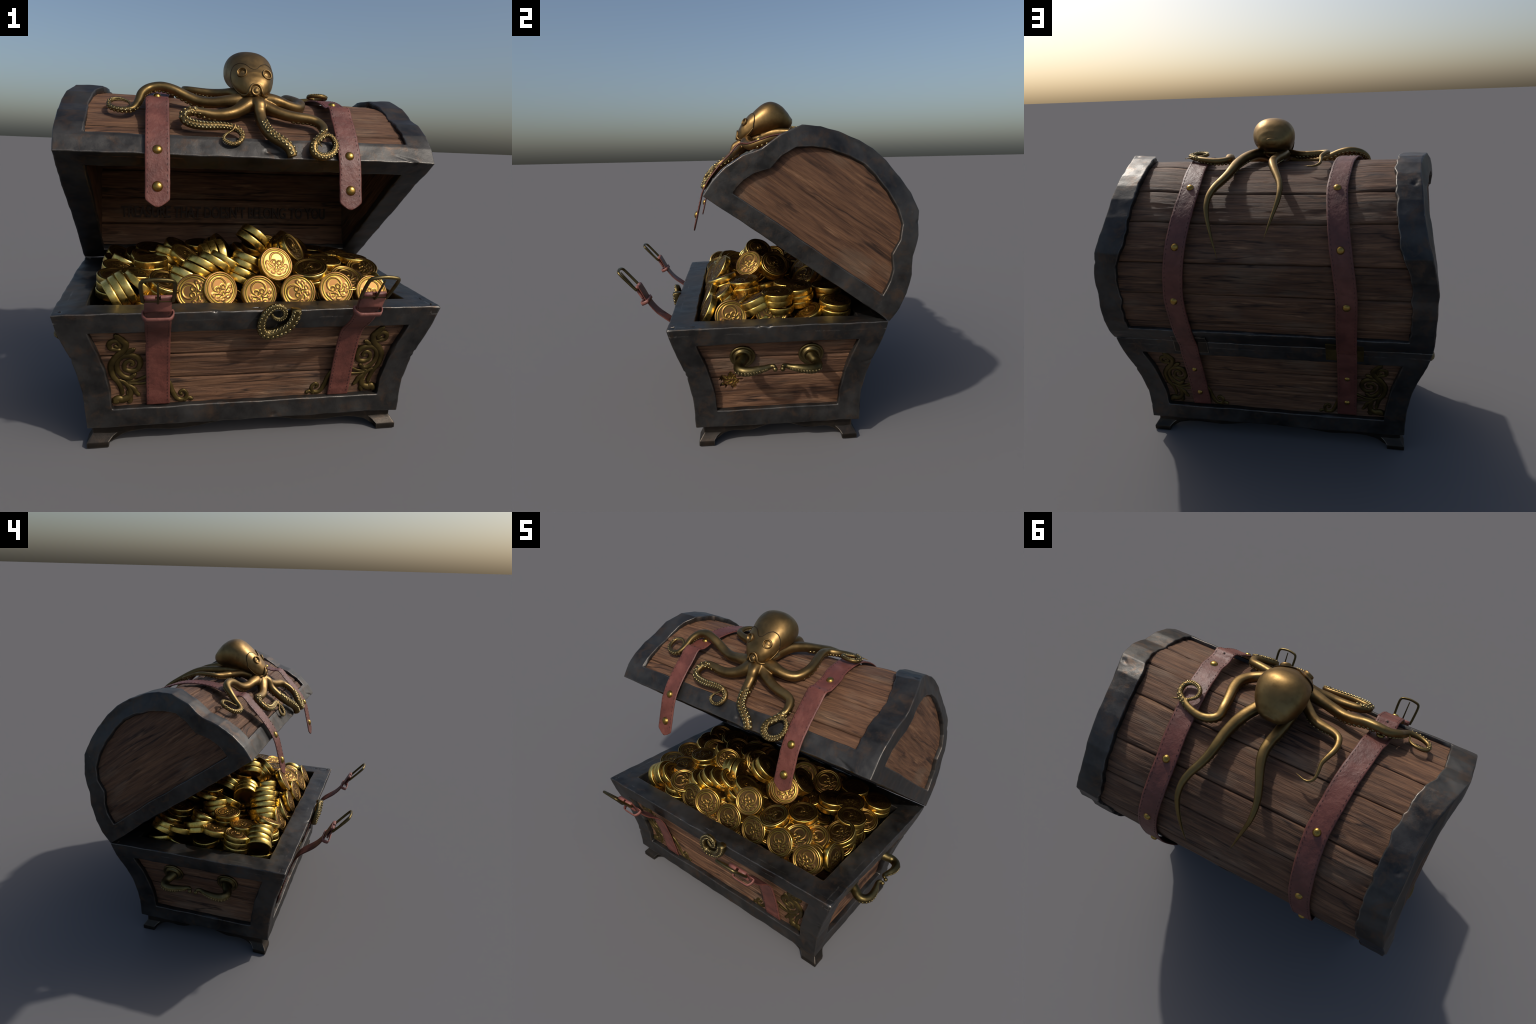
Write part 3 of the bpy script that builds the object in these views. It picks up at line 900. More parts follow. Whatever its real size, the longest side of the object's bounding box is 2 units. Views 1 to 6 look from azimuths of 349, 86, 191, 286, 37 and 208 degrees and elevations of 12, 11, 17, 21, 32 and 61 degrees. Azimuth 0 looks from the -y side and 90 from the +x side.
# ------------------------------------------------------------------ suckers (shared helper)
def add_sucker(mb, p, n, r):
    revolve(mb, [(1.05 * r, -.5 * r), (1.0 * r, .30 * r), (.80 * r, .52 * r), (.58 * r, .46 * r), (.42 * r, .22 * r), (.22 * r, .20 * r), (.05 * r, .30 * r)], frame_at(p, n), 9)

def sucker_rows(mb, frames, under, t0=.12, t1=.97, k=.46, spread=38, skip=None):
    n = len(frames); L = [0]
    for i in range(1, n): L.append(L[-1] + (frames[i][0] - frames[i - 1][0]).length)
    nxt = L[-1] * t0; row = 0
    for i, (p, T, U, W, r) in enumerate(frames):
        t = L[i] / L[-1]
        if L[i] < nxt or t > t1: continue
        u = under(t, p); u = u - T * u.dot(T)
        if u.length < 1e-3: continue
        u.normalize(); w = T.cross(u)
        sr = max(.0022, r * k); nxt = L[i] + sr * 1.75
        for sd in (-1, 1):
            a = math.radians(spread) * sd
            d = u * math.cos(a) + w * math.sin(a)
            add_sucker(mb, p + d * r * .93, d, sr)

# ------------------------------------------------------------------ side handles
def handle(sx):
    z0 = .55; o = flare(z0) + RECESS
    sl = (flare(.56) - flare(.54)) / .02
    nrm = V((sx, 0, sl)).normalized()
    first = None
    for my in (-1, 1):
        yc = .077 + my * .19
        M = frame_at((sx * (HX - o - .004), yc, z0), nrm, V((0, 1, 0)))
        mb = MB()
        revolve(mb, [(.070, 0), (.0715, .010), (.069, .017), (.062, .018), (.057, .013), (.053, .013), (.051, .024), (.046, .030), (.036, .030), (.033, .024), (.028, .026)], M, 40)
        mount = finish('handle_mount', mb.mesh('mount'), BRASS_DARK, body)
        def q(x, y, z): return V((sx * x, .077 + my * (-y + .077) , z))
        pts = [q(.850, -.105, .545), q(.885, -.121, .531), q(.908, -.134, .522), q(.931, -.137, .515), q(.953, -.127, .511), q(.967, -.105, .509), q(.972, -.078, .510), q(.972, -.050, .513), q(.967, -.020, .517), q(.959, .010, .520), q(.954, .034, .525), q(.960, .050, .529), q(.970, .056, .525)]
        P = spline(pts, 70)
        def rad(t): return interp(t, [0, .25, .45, .7, .92, 1], [.030, .028, .0265, .021, .013, .010])
        mb = MB(); fr = tube(mb, P, rad, 16, up=V((0, 0, 1)))
        revolve(mb, [(.0135 * math.cos(a), .0135 * math.sin(a)) for a in [i * math.pi / 12 - math.pi / 2 for i in range(1, 12)]], frame_at(q(.976, .057, .518), (0, 0, 1)), 16)
        me = mb.mesh('arm'); outward(me); arm = finish('handle_arm', me, BRASS_DARK, body)
        sb = MB(); sucker_rows(sb, fr, lambda t, p: V((sx * .75, 0, -.65)), .30, .85, .26, 30)
        so = finish('handle_suckers', sb.mesh('suckers'), SUCKER, body); so['kind'] = 'stuff'
for sx in (-1, 1): handle(sx)

# ------------------------------------------------------------------ latch: loose end of a tentacle on the front rail
def latch():
    pts = [(.172, -.530, .752), (.168, -.528, .715), (.142, -.524, .668), (.098, -.512, .636), (.048, -.511, .622), (.016, -.515, .640), (.008, -.523, .680), (.022, -.532, .725), (.050, -.536, .758), (.083, -.538, .769), (.112, -.537, .752), (.118, -.534, .722), (.096, -.532, .703), (.068, -.531, .712), (.054, -.531, .730)]
    P = spline(pts, 130)
    rad = lambda t: interp(t, [0, .35, .6, .8, 1], [.0255, .024, .018, .013, .007])
    mb = MB(); fr = tube(mb, P, rad, 18, up=lambda t, p: V((0, -1, 0)), power=2.4)
    me = mb.mesh('latch'); outward(me)
    o = finish('tentacle_latch', me, BRASS_DARK, body)
    sb = MB(); sucker_rows(sb, fr, lambda t, p: V((0, -1, .15)), .02, .97, .42, 38)
    so = finish('latch_suckers', sb.mesh('suckers'), SUCKER, o); so['kind'] = 'stuff'
latch()

# ------------------------------------------------------------------ octopus
# tentacle spines in lid coordinates (x, s, h), radii along them, twist of the sucker side
TENT = [
 dict(p=[(.00, 1.150, .385), (-.07, 1.152, .368), (-.135, 1.142, .367), (-.201, 1.129, .367), (-.264, 1.119, .381), (-.323, 1.122, .408), (-.385, 1.133, .434), (-.446, 1.134, .450), (-.505, 1.132, .438), (-.543, 1.142, .394), (-.560, 1.149, .335), (-.588, 1.163, .278), (-.645, 1.162, .270), (-.694, 1.146, .300), (-.694, 1.120, .358), (-.650, 1.116, .374), (-.608, 1.126, .350), (-.595, 1.150, .302)],
      r=[.042, .029, .028, .025, .021, .015, .011, .005], w=(-.2, -.7, -.2), t=(.5, .8)),
 dict(p=[(.01, 1.165, .355), (-.022, 1.171, .325), (-.072, 1.167, .289), (-.127, 1.170, .265), (-.189, 1.170, .258), (-.251, 1.174, .264), (-.300, 1.180, .265), (-.337, 1.192, .236), (-.340, 1.206, .193), (-.302, 1.210, .165), (-.236, 1.212, .155), (-.158, 1.209, .160), (-.094, 1.206, .153), (-.062, 1.208, .116), (-.078, 1.211, .072), (-.118, 1.210, .058), (-.156, 1.213, .078), (-.146, 1.214, .108), (-.107, 1.220, .135), (-.094, 1.228, .168)],
      r=[.042, .031, .026, .022, .021, .019, .014, .009, .003], w=(-.3, -.9, .55), t=(.2, .42)),
 dict(p=[(.03, 1.170, .350), (.04, 1.195, .310), (.040, 1.188, .283), (.041, 1.187, .259), (.042, 1.191, .235), (.044, 1.197, .210), (.048, 1.203, .186), (.053, 1.209, .162), (.060, 1.216, .139), (.069, 1.223, .117), (.085, 1.226, .097), (.104, 1.228, .081), (.125, 1.229, .066), (.144, 1.228, .050), (.161, 1.224, .031), (.170, 1.216, .010), (.174, 1.210, -.004)],
      r=[.044, .030, .028, .027, .0265, .026, .025, .024], w=(.35, -.75, .75), t=(.30, .5)),
 dict(p=[(.035, 1.150, .365), (.088, 1.155, .328), (.137, 1.163, .299), (.189, 1.170, .275), (.243, 1.178, .259), (.298, 1.184, .248), (.340, 1.188, .226), (.356, 1.209, .172), (.336, 1.222, .120), (.288, 1.230, .065), (.282, 1.222, .018), (.324, 1.216, -.004), (.380, 1.216, .020), (.402, 1.219, .074), (.376, 1.226, .120), (.326, 1.238, .098), (.303, 1.246, .064), (.319, 1.250, .032)],
      r=[.043, .030, .027, .023, .021, .020, .016, .011, .003], w=(.25, -.8, .7), t=(.35, .55)),
 dict(p=[(.05, 1.145, .385), (.110, 1.155, .380), (.161, 1.155, .368), (.214, 1.138, .362), (.266, 1.112, .376), (.296, 1.077, .424), (.294, 1.034, .478), (.276, .990, .532), (.262, .940, .583), (.262, .885, .612), (.321, .857, .630), (.392, .865, .634), (.460, .894, .624), (.496, .922, .609), (.496, .964, .585), (.458, .984, .577), (.411, .972, .586), (.398, .940, .604), (.420, .912, .619), (.458, .897, .628), (.520, .880, .632)],
      r=[.042, .029, .028, .025, .022, .018, .013, .010, .003], w=(.45, .35, .8), t=(.58, .72)),
 dict(p=[(.05, 1.085, .470), (.085, 1.033, .530), (.118, .989, .565), (.150, .937, .592), (.174, .883, .612), (.190, .826, .634), (.199, .768, .654), (.212, .708, .668), (.235, .650, .678), (.264, .591, .684), (.284, .526, .682), (.286, .461, .671), (.275, .403, .650), (.258, .349, .624), (.240, .298, .594), (.220, .249, .560), (.206, .214, .534)],
      r=[.042, .031, .029, .026, .022, .018, .013, .008, .002], w=(0, 0, -1), t=(2, 3)),
 dict(p=[(-.03, 1.085, .465), (-.052, 1.027, .528), (-.049, .977, .560), (-.040, .927, .592), (-.028, .877, .620), (-.026, .827, .646), (-.039, .775, .662), (-.059, .722, .671), (-.081, .668, .677), (-.098, .612, .682), (-.103, .556, .682), (-.098, .506, .672), (-.086, .462, .656), (-.073, .418, .641), (-.061, .375, .627), (-.049, .335, .610), (-.037, .303, .590)],
      r=[.042, .030, .028, .025, .021, .017, .013, .008, .002], w=(0, 0, -1), t=(2, 3)),
 dict(p=[(-.02, 1.130, .410), (-.079, 1.101, .461), (-.112, 1.078, .478), (-.146, 1.056, .494), (-.185, 1.042, .506), (-.228, 1.037, .514), (-.270, 1.033, .524), (-.306, 1.021, .540), (-.321, .994, .566), (-.320, .962, .592), (-.308, .929, .612), (-.295, .892, .627), (-.298, .852, .640), (-.296, .813, .650), (-.270, .791, .652), (-.232, .795, .646), (-.202, .804, .637)],
      r=[.040, .027, .025, .022, .018, .014, .010, .007, .002], w=(0, 0, -1), t=(2, 3)),
]
def lid_normal(p):
    d = V((p.y - HINGE_Y, p.z - HINGE_Z)); s = d.x * -CA + d.y * SA
    t = wood_t(s, d.x * SA + d.y * CA); n = wp(t)[1]
    return LDIR(0, n.x, n.y)

def build_octopus():
    frames_all = []; mb = MB(); spines = []
    for k, T in enumerate(TENT):
        P = spline([LW(*q) for q in T['p']], 120)
        # keep the spine clear of the planks
        rr = lambda t: interp(t, [i / (len(T['r']) - 1) for i in range(len(T['r']))], T['r'])
        P2 = []
        for i, p in enumerate(P):
            n = lid_normal(p); d = V((p.y - HINGE_Y, p.z - HINGE_Z)); s, h = d.x * -CA + d.y * SA, d.x * SA + d.y * CA
            j = min(range(len(WP)), key=lambda q: (WP[q].x - s) ** 2 + (WP[q].y - h) ** 2)
            clear = (V((s, h, 0)) - WP[j]).dot(wp(j / WL)[1])
            need = rr(i / 119) * .75 - sag(p.x, h)
            if h < .11: need += .018
            if clear < need: p = p + n * (need - clear)
            P2.append(p)
        for _ in range(3): P2 = [P2[0]] + [(P2[i - 1] + P2[i] * 6 + P2[i + 1]) / 8 for i in range(1, 119)] + [P2[-1]]
        fr = tube(mb, P2, rr, 18, up=lambda t, p: lid_normal(p), power=2.5, flat=.92)
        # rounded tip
        frames_all.append(fr); spines.append((P2, rr))
    def ball(c, rx, ry, rz, tilt=0.0):
        b = len(mb.v); n1, n2 = 14, 22
        rot = Matrix.Rotation(tilt, 3, 'X')
        for i in range(n1 + 1):
            th = math.pi * i / n1
            for j in range(n2):
                ph = 2 * math.pi * j / n2
                mb.v.append(tuple(V(c) + rot @ V((rx * math.sin(th) * math.cos(ph), ry * math.sin(th) * math.sin(ph), rz * math.cos(th)))))
        for i in range(n1):
            for j in range(n2):
                f = [b + i * n2 + j, b + (i + 1) * n2 + j, b + (i + 1) * n2 + (j + 1) % n2, b + i * n2 + (j + 1) % n2]
                mb.f.append(f); mb.m.append(0)
    ball((.022, -.040, 1.710), .092, .058, .044, .50)
    ball((.016, .045, 1.752), .082, .085, .038, .15)
    ball((.010, .125, 1.782), .085, .08, .034, .05)
    me = mb.mesh('octopus_raw')
    bm = bmesh.new(); bm.from_mesh(me); bmesh.ops.remove_doubles(bm, verts=bm.verts, dist=1e-6)
    bmesh.ops.recalc_face_normals(bm, faces=bm.faces); bm.to_mesh(me); bm.free()
    me = apply_mods(me, [('REMESH', dict(mode='VOXEL', voxel_size=.0034, adaptivity=0.0)),
                         ('SMOOTH', dict(factor=.5, iterations=5))])
    # split by region, keeping the normals of the whole surface
    root = bpy.data.objects.new('octopus_ornament', None); COL.objects.link(root); root.parent = chest
    from mathutils.kdtree import KDTree
    kd = KDTree(sum(len(s[0]) for s in spines)); info = []
    for k, (P, rr) in enumerate(spines):
        for i, p in enumerate(P): kd.insert(p, len(info)); info.append((k, i / 119))
    kd.balance()
    region = []
    for poly in me.polygons:
        c = poly.center; co, idx, dist = kd.find(c); k, t = info[idx]
        region.append(8 if t < .16 else k)
    normals = [v.normal.copy() for v in me.vertices]
    for reg in range(9):
        used = {}; vs = []; ns = []; fs = []
        for poly, rg in zip(me.polygons, region):
            if rg != reg: continue
            f = []
            for vi in poly.vertices:
                if vi not in used: used[vi] = len(vs); vs.append(me.vertices[vi].co.copy()); ns.append(normals[vi])
                f.append(used[vi])
            fs.append(f)
        if not fs: continue
        m2 = bpy.data.meshes.new('octopus_part'); m2.from_pydata(vs, [], fs); smooth(m2)
        m2.normals_split_custom_set_from_vertices(ns); m2.materials.append(BRASS)
        link(bpy.data.objects.new('torso' if reg == 8 else 'tentacle', m2), root)
    sb = MB()
    for T, fr in zip(TENT, frames_all):
        w = V(T['w'])
        def under(t, p, w=w, T=T):
            n = lid_normal(p); k = sstep(T['t'][0], T['t'][1], t)
            return (-n) * (1 - k) + w.normalized() * k * 1.0 if k < 1 else w
        sucker_rows(sb, fr, under, .22, .96, .44, 36)
    so = finish('suckers', sb.mesh('suckers'), SUCKER, root); so['kind'] = 'stuff'
    return root
octo = build_octopus()

# head: slices across y: (y, top, bottom, half width, centre x)
HEAD = [(-.086, 1.788, 1.750, .028, .022), (-.080, 1.806, 1.745, .046, .022), (-.065, 1.832, 1.743, .068, .021), (-.045, 1.859, 1.745, .085, .020), (-.010, 1.895, 1.752, .103, .019), (.035, 1.937, 1.760, .119, .017),
        (.080, 1.970, 1.767, .130, .015), (.125, 1.984, 1.772, .1345, .012), (.170, 1.975, 1.779, .128, .009), (.210, 1.950, 1.789, .112, .007), (.243, 1.914, 1.803, .088, .005), (.264, 1.884, 1.820, .060, .004), (.273, 1.874, 1.840, .032, .004)]
def head_slice(y):
    ys = [h[0] for h in HEAD]
    def cr(col):
        i = max(0, min(len(ys) - 2, next((k for k in range(len(ys) - 1) if y <= ys[k + 1]), len(ys) - 2)))
        t = (y - ys[i]) / (ys[i + 1] - ys[i])
        g = lambda k: HEAD[max(0, min(len(ys) - 1, k))][col]
        a, b, c, d = g(i - 1), g(i), g(i + 1), g(i + 2)
        return .5 * (2 * b + (c - a) * t + (2 * a - 5 * b + 4 * c - d) * t * t + (3 * b - a - 3 * c + d) * t ** 3)
    return cr(1), cr(2), cr(3), cr(4)
def head_pt(y, a, off=0.0):
    def raw(y, a):
        top, bot, hw, cx = head_slice(max(-.086, min(.273, y)))
        zc = (top + bot) / 2; hz = (top - bot) / 2
        c, s = math.cos(a), math.sin(a); e = 2 / (2.25 + (1.1 * sstep(.06, -.06, y) if s < 0 else .25 * sstep(.06, -.05, y)))
        hw *= .955
        return V((cx + hw * math.copysign(abs(c) ** e, c), y, zc + hz * math.copysign(abs(s) ** e, s)))
    p = raw(y, a)
    if off:
        n = (raw(y, a + .02) - raw(y, a - .02)).cross(raw(min(.273, y + .004), a) - raw(max(-.086, y - .004), a))
        if n.length < 1e-9: return p
        n.normalize()
        if n.dot(p - V((.015, .09, 1.86))) < 0: n = -n
        p = p + n * off
    return p
def build_head():
    mb = MB(); g = []; ny, na = 64, 64
    for i in range(ny + 1):
        t = i / ny; y = lerp(-.086, .273, .5 - .5 * math.cos(math.pi * t))
        g.append([head_pt(y, 2 * math.pi * k / na) for k in range(na)] )
    for r in g: r.append(r[0])
    mb.grid(g); mb.face(g[0][:-1]); mb.face(g[-1][:-1])
    me = mb.mesh('head'); outward(me, (.015, .09, 1.86))
    me = apply_mods(me, [('SMOOTH', dict(factor=.5, iterations=2))])
    head = finish('head', me, BRASS, octo)
    # face mask: raised plate whose edge swings round each eye and dips on the brow
    def ymax(a):
        d = math.degrees(a) % 360
        u = abs(((d - 90 + 180) % 360) - 180)             # degrees away from straight up
        return interp(u, [0, 8, 20, 35, 55, 80, 100, 125, 180], [-.032, -.026, -.002, .013, .020, .018, .008, -.010, -.02])
    mb = MB(); g = []
    for i in range(26):
        t = i / 25; row = []
        for k in range(96):
            a = 2 * math.pi * k / 96; y = lerp(-.0845, ymax(a), t)
            row.append(head_pt(y, a, .0055))
        row.append(row[0]); g.append(row)
    last = []
    mb.grid(g); mb.face(g[0][:-1])
    me = mb.mesh('mask'); outward(me, (.015, .05, 1.84))
    finish('face_mask', apply_mods(me, [('SOLIDIFY', dict(thickness=.004, offset=-1))]), BRASS, octo)
    seam = [head_pt(ymax(2 * math.pi * k / 96), 2 * math.pi * k / 96, .0054) for k in range(97)]
    mb = MB(); tube(mb, seam, lambda t: .0018, 8); finish('mask_edge_dark_tube', mb.mesh('seam'), DARK_EDGE_LINE, octo)  # thin dark tube along the edge of the mask
    # rolled rim along the jaw
    rim = [head_pt(ymax(math.radians(d)) if False else interp(abs(d + 90), [0, 30, 60, 82], [-.088, -.072, -.030, .012]), math.radians(d), .004) for d in range(-172, -7, 6)]
    mb = MB(); tube(mb, spline(rim, 60), lambda t: .0052 * (1 - .5 * abs(2 * t - 1) ** 4), 10)
    finish('jaw_rim', mb.mesh('rim'), BRASS, octo)
    # goggle eyes
    for c in ((-.037, -.030, 1.845), (.078, -.035, 1.843)):
        best = min(((head_pt(-.09 + .002 * i, math.radians(a), .004), -.09 + .002 * i, a) for i in range(55) for a in range(0, 181, 3)), key=lambda q: (q[0] - V(c)).length)
        p, y, a = best; n = (head_pt(y, math.radians(a), .02) - head_pt(y, math.radians(a), .001)).normalized()
        n = (n * .55 + V((.35 if c[0] > 0 else -.35, -1, .3)).normalized()).normalized(); p = p + n * .0025
        mb = MB()
        revolve(mb, [(.0285, -.022), (.0285, .002), (.027, .006), (.0245, .0075), (.021, .0062), (.0195, .002), (.019, -.003), (.0165, -.003), (.015, -.001), (.006, .0002), (.001, .0004)], frame_at(p, n), 30)
        finish('eye', mb.mesh('eye'), BRASS, octo)
    # breathing port with slot, and the arched brow above it
    m = V((.0215, -.0955, 1.764)); n = V((.02, -1, .18)).normalized(); M = frame_at(m, n)
    mb = MB(); revolve(mb, [(.023, -.03), (.023, .004), (.021, .007), (.0175, .0075), (.0165, .0055), (.0125, .0055), (.012, .0075), (.001, .0075)], M, 28)
    finish('breathing_port', mb.mesh('port'), BRASS, octo)
    mb = MB(); revolve_box(mb, M @ V((0, .003, .0078)), M.to_3x3() @ V((.0012, 0, 0)), M.to_3x3() @ V((0, .009, 0)), M.to_3x3() @ V((0, 0, .0006)))
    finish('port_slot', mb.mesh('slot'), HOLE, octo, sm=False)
    arch = [(-.070, -.016), (-.046, -.018), (-.034, -.006), (-.030, .010), (-.018, .029), (0, .035), (.018, .029), (.030, .010), (.034, -.006), (.046, -.018), (.070, -.016)]
    P = spline([M @ V((x, q, +.003 - 3.2 * x * x - (.010 if abs(x) > .04 else 0) * abs(x) / .04)) for x, q in arch], 60)
    mb = MB(); tube(mb, P, lambda t: .0062 * (1 - .6 * abs(2 * t - 1) ** 6), 10)
    finish('port_arch', mb.mesh('arch'), BRASS, octo)
build_head()

# ------------------------------------------------------------------ coins
COIN_R, COIN_H = .0905, .038
def coin_mesh():
    def seg_d(p, a, b):
        ab = b - a; t = max(0, min(1, (p - a).dot(ab) / ab.length_squared)); return (p - a - ab * t).length
    def P2(x, y): return V((x, y, 0))
    curls = []
    for cx, cy, turn in ((.56, -.10, 1), (.46, -.38, 1), (.17, -.53, 1), (-.56, -.10, -1), (-.46, -.38, -1), (-.17, -.53, -1)):
        pts = [P2(turn * .10, -.24), P2(cx - turn * .13, cy + .05)]
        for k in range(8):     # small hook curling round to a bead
            a = math.radians(150 - k * 46); rr = .125 - .010 * k
            pts.append(P2(cx + turn * math.cos(a) * rr, cy + math.sin(a) * rr))
        curls.append(pts)
    skull = [P2(.41 * math.cos(math.radians(a)), .27 + .40 * math.sin(math.radians(a))) for a in range(-42, 223, 8)]
    skull = [P2(.06, -.18), P2(.17, -.17)] + skull + [P2(-.17, -.17), P2(-.06, -.18)]
    lines = curls + [skull]
    def emb(x, y):
        r = math.hypot(x, y); p = P2(x, y); h = 0.0
        h = max(h, 1 - abs(r - .81) / .04) if r > .76 else 0.0
        if r < .755:
            for ln in lines:
                for i in range(len(ln) - 1):
                    d = seg_d(p, ln[i], ln[i + 1])
                    if d < .048: h = max(h, 1 - (d / .048) ** 2)
            for ex in (-.17, .17):
                d = abs((p - P2(ex, .06)).length - .13)
                if d < .045: h = max(h, 1 - (d / .045) ** 2)
        return max(0, h)
    mb = MB(); seg = 60
    radii = [.02 + .72 * i / 24 for i in range(25)] + [.765, .79, .81, .83, .85, .875, .90]
    rows = []
    for r in radii:
        row = []
        for k in range(seg):
            a = 2 * math.pi * k / seg; x, y = r * math.cos(a), r * math.sin(a)
            z = -.0026 + .0026 * emb(x, y) if r < .86 else (-.0026 if r < .88 else 0.0)
            row.append(V((x * COIN_R, y * COIN_R, COIN_H / 2 + z)))
        rows.append(row)
    for r, z in ((.975, 0.0), (1.0, -.0028), (1.0, -.0085), (1.0, -COIN_H + .0028), (.975, -COIN_H), (.88, -COIN_H), (.84, -COIN_H + .002), (.4, -COIN_H + .002)):
        rows.append([V((r * COIN_R * math.cos(2 * math.pi * k / seg) * (1 + .006 * math.sin(7 * k)), r * COIN_R * math.sin(2 * math.pi * k / seg) * (1 + .006 * math.sin(7 * k)), COIN_H / 2 + z)) for k in range(seg)])
    g = [[rows[j][i] for j in range(len(rows))] for i in range(seg)]
    nf = len(radii)
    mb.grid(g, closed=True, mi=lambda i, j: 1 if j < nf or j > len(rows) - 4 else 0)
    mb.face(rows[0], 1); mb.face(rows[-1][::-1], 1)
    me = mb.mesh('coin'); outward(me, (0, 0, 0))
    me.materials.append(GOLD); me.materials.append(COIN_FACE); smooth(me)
    return me
COIN = coin_mesh()

# visible stacks: face centre, facing direction, number of coins behind it
placed = []
def try_coin(c, n, spin, limit=14):
    n = n.normalized()
    ex = COIN_R * math.sqrt(max(0, 1 - n.x ** 2)) + COIN_H / 2 * abs(n.x) + .006
    ey = COIN_R * math.sqrt(max(0, 1 - n.y ** 2)) + COIN_H / 2 * abs(n.y) + .006
    c = V((max(-.788 + ex, min(.788 - ex, c.x)), max(-.368 + ey, min(.530 - ey, c.y)), c.z))
    ez = COIN_R * math.sqrt(max(0, 1 - n.z ** 2)) + COIN_H / 2
    # stay under the lid and above the lining floor
    lim = HINGE_Z + (HINGE_Y - c.y - ey * .5) * math.tan(ALPHA) - .03
    if c.z + ez > lim: c.z = lim - ez
    c.z = max(c.z, .51 + ez)
    # reject coins that sink too far into those already lying there
    u = n.orthogonal().normalized(); w = n.cross(u); hits = 0
    near = [(q, m) for q, m in placed if (q - c).length < 2 * COIN_R]
    for q, m in near:
        if (c - q).length < COIN_H * .8 and abs(n.dot(m)) > .6: return False
    for ring, cnt in ((.25, 6), (.6, 10), (.92, 14)):
        for k in range(cnt):
            a = 2 * math.pi * k / cnt
            for z in (-.35, .35):
                p = c + (u * math.cos(a) + w * math.sin(a)) * (ring * COIN_R) + n * (z * COIN_H)
                for q, m in near:
                    d = p - q; ax = d.dot(m)
                    if abs(ax) < COIN_H * .45 and (d - m * ax).length < COIN_R * .96: hits += 1; break
    if hits > limit: return False
    placed.append((c, n))
    o = bpy.data.objects.new('gold_coin', COIN)
    o.matrix_world = frame_at(c, n, V((math.cos(spin), math.sin(spin), .1))) 
    link(o)
    o['label'] = 'thick gold coin embossed with a skull-headed octopus'; o['category'] = 'coin'
    return True
def place_stacks(rows):
  for (x, y, z, nx, ny, nz, cnt) in rows:
      n = V((nx, ny, nz)).normalized(); p = V((x, y, z - (.03 if x < -.4 and y > .12 else 0)))
      sp = R.uniform(0, 6.28)
      for k in range(cnt):
          j = n.orthogonal().normalized(); j.rotate(Quaternion(n, R.uniform(0, 6.28)))
          nn = (n + j * .06 * R.random()).normalized()
          try_coin(p - n * (COIN_H * (.5 + 1.04 * k)) + j * .010 * R.random() * (k > 0), nn, sp + R.uniform(-.6, .6))
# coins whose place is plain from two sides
place_stacks([
 (0.765, -0.17, 0.75, 0.95, 0, 0.3, 1), (0.765, 0.06, 0.765, 0.95, 0.05, 0.3, 1), (0.52, -0.25, 0.83, 0.05, -0.55, 0.85, 2), (-0.42, -0.27, 0.83, 0.3, -0.3, 0.9, 2), (-0.68, -0.13, 0.83, 0.1, -0.1, 1, 3),
 (0.68, 0.10, 0.868, 0.05, 0, 1, 3), (0.70, -0.04, 0.835, -0.1, -0.4, 0.9, 3), (0.585, -0.16, 0.84, 0.1, -0.4, 0.9, 3), (0.60, 0.22, 0.875, 0.1, -0.1, 1, 3),
 (0.135, -0.246, 0.906, 0.17, -0.83, 0.53, 1), (0.639, -0.337, 0.767, 0.12, -0.88, 0.46, 4), (0.442, -0.333, 0.789, 0.05, -0.89, 0.46, 3),
 (0.239, -0.345, 0.776, 0, -0.91, 0.42, 2), (0.037, -0.344, 0.772, 0.1, -0.91, 0.4, 2), (-0.158, -0.345, 0.793, 0.3, -0.86, 0.41, 2),
 (-0.292, -0.341, 0.783, 0, -0.92, 0.4, 1), (0.321, -0.225, 0.882, -0.15, -0.3, 0.94, 2), (0.445, -0.09, 0.892, 0, -0.1, 1, 3),
 (-0.103, -0.113, 0.905, 0.5, 0.25, 0.83, 1), (-0.164, -0.15, 0.905, 0.5, 0.25, 0.83, 1), (-0.225, -0.16, 0.895, 0.5, 0.25, 0.83, 2),
 (-0.29, -0.18, 0.875, 0.5, 0.25, 0.83, 3), (-0.6, -0.25, 0.8, 0.86, 0.18, 0.47, 3), (-0.545, -0.24, 0.815, 0.7, 0.2, 0.68, 1),
 (0.3, 0.12, 0.955, 0.67, 0.22, 0.71, 2), (0.079, 0.028, 1.015, 0.62, 0.2, 0.76, 2), (-0.22, 0.232, 0.927, 0.02, -0.05, 1, 2),
 (-0.505, 0.354, 0.908, 0.05, -0.1, 0.99, 2), (-0.325, 0.373, 0.913, 0.1, -0.91, 0.41, 1), (0.202, 0.269, 0.974, 0.26, -0.82, 0.51, 2),
 (0.526, 0.408, 0.859, 0, 0, 1, 2), (0.717, 0.245, 0.835, 0.25, -0.15, 0.96, 2), (0.624, 0.076, 0.847, 0.15, 0.1, 0.98, 3),
 (0.718, 0.448, 0.808, 0.15, 0.05, 0.99, 2), (0.73, -0.124, 0.774, 0.35, -0.79, 0.5, 2), (0.275, -0.054, 0.956, 0.66, -0.51, 0.56, 4),
 (-0.718, -0.058, 0.821, 0, 0, 1, 3), (-0.502, 0.012, 0.88, 0, -0.02, 1, 3), (0.49, 0.185, 0.871, 0, 0.05, 1, 2),
])
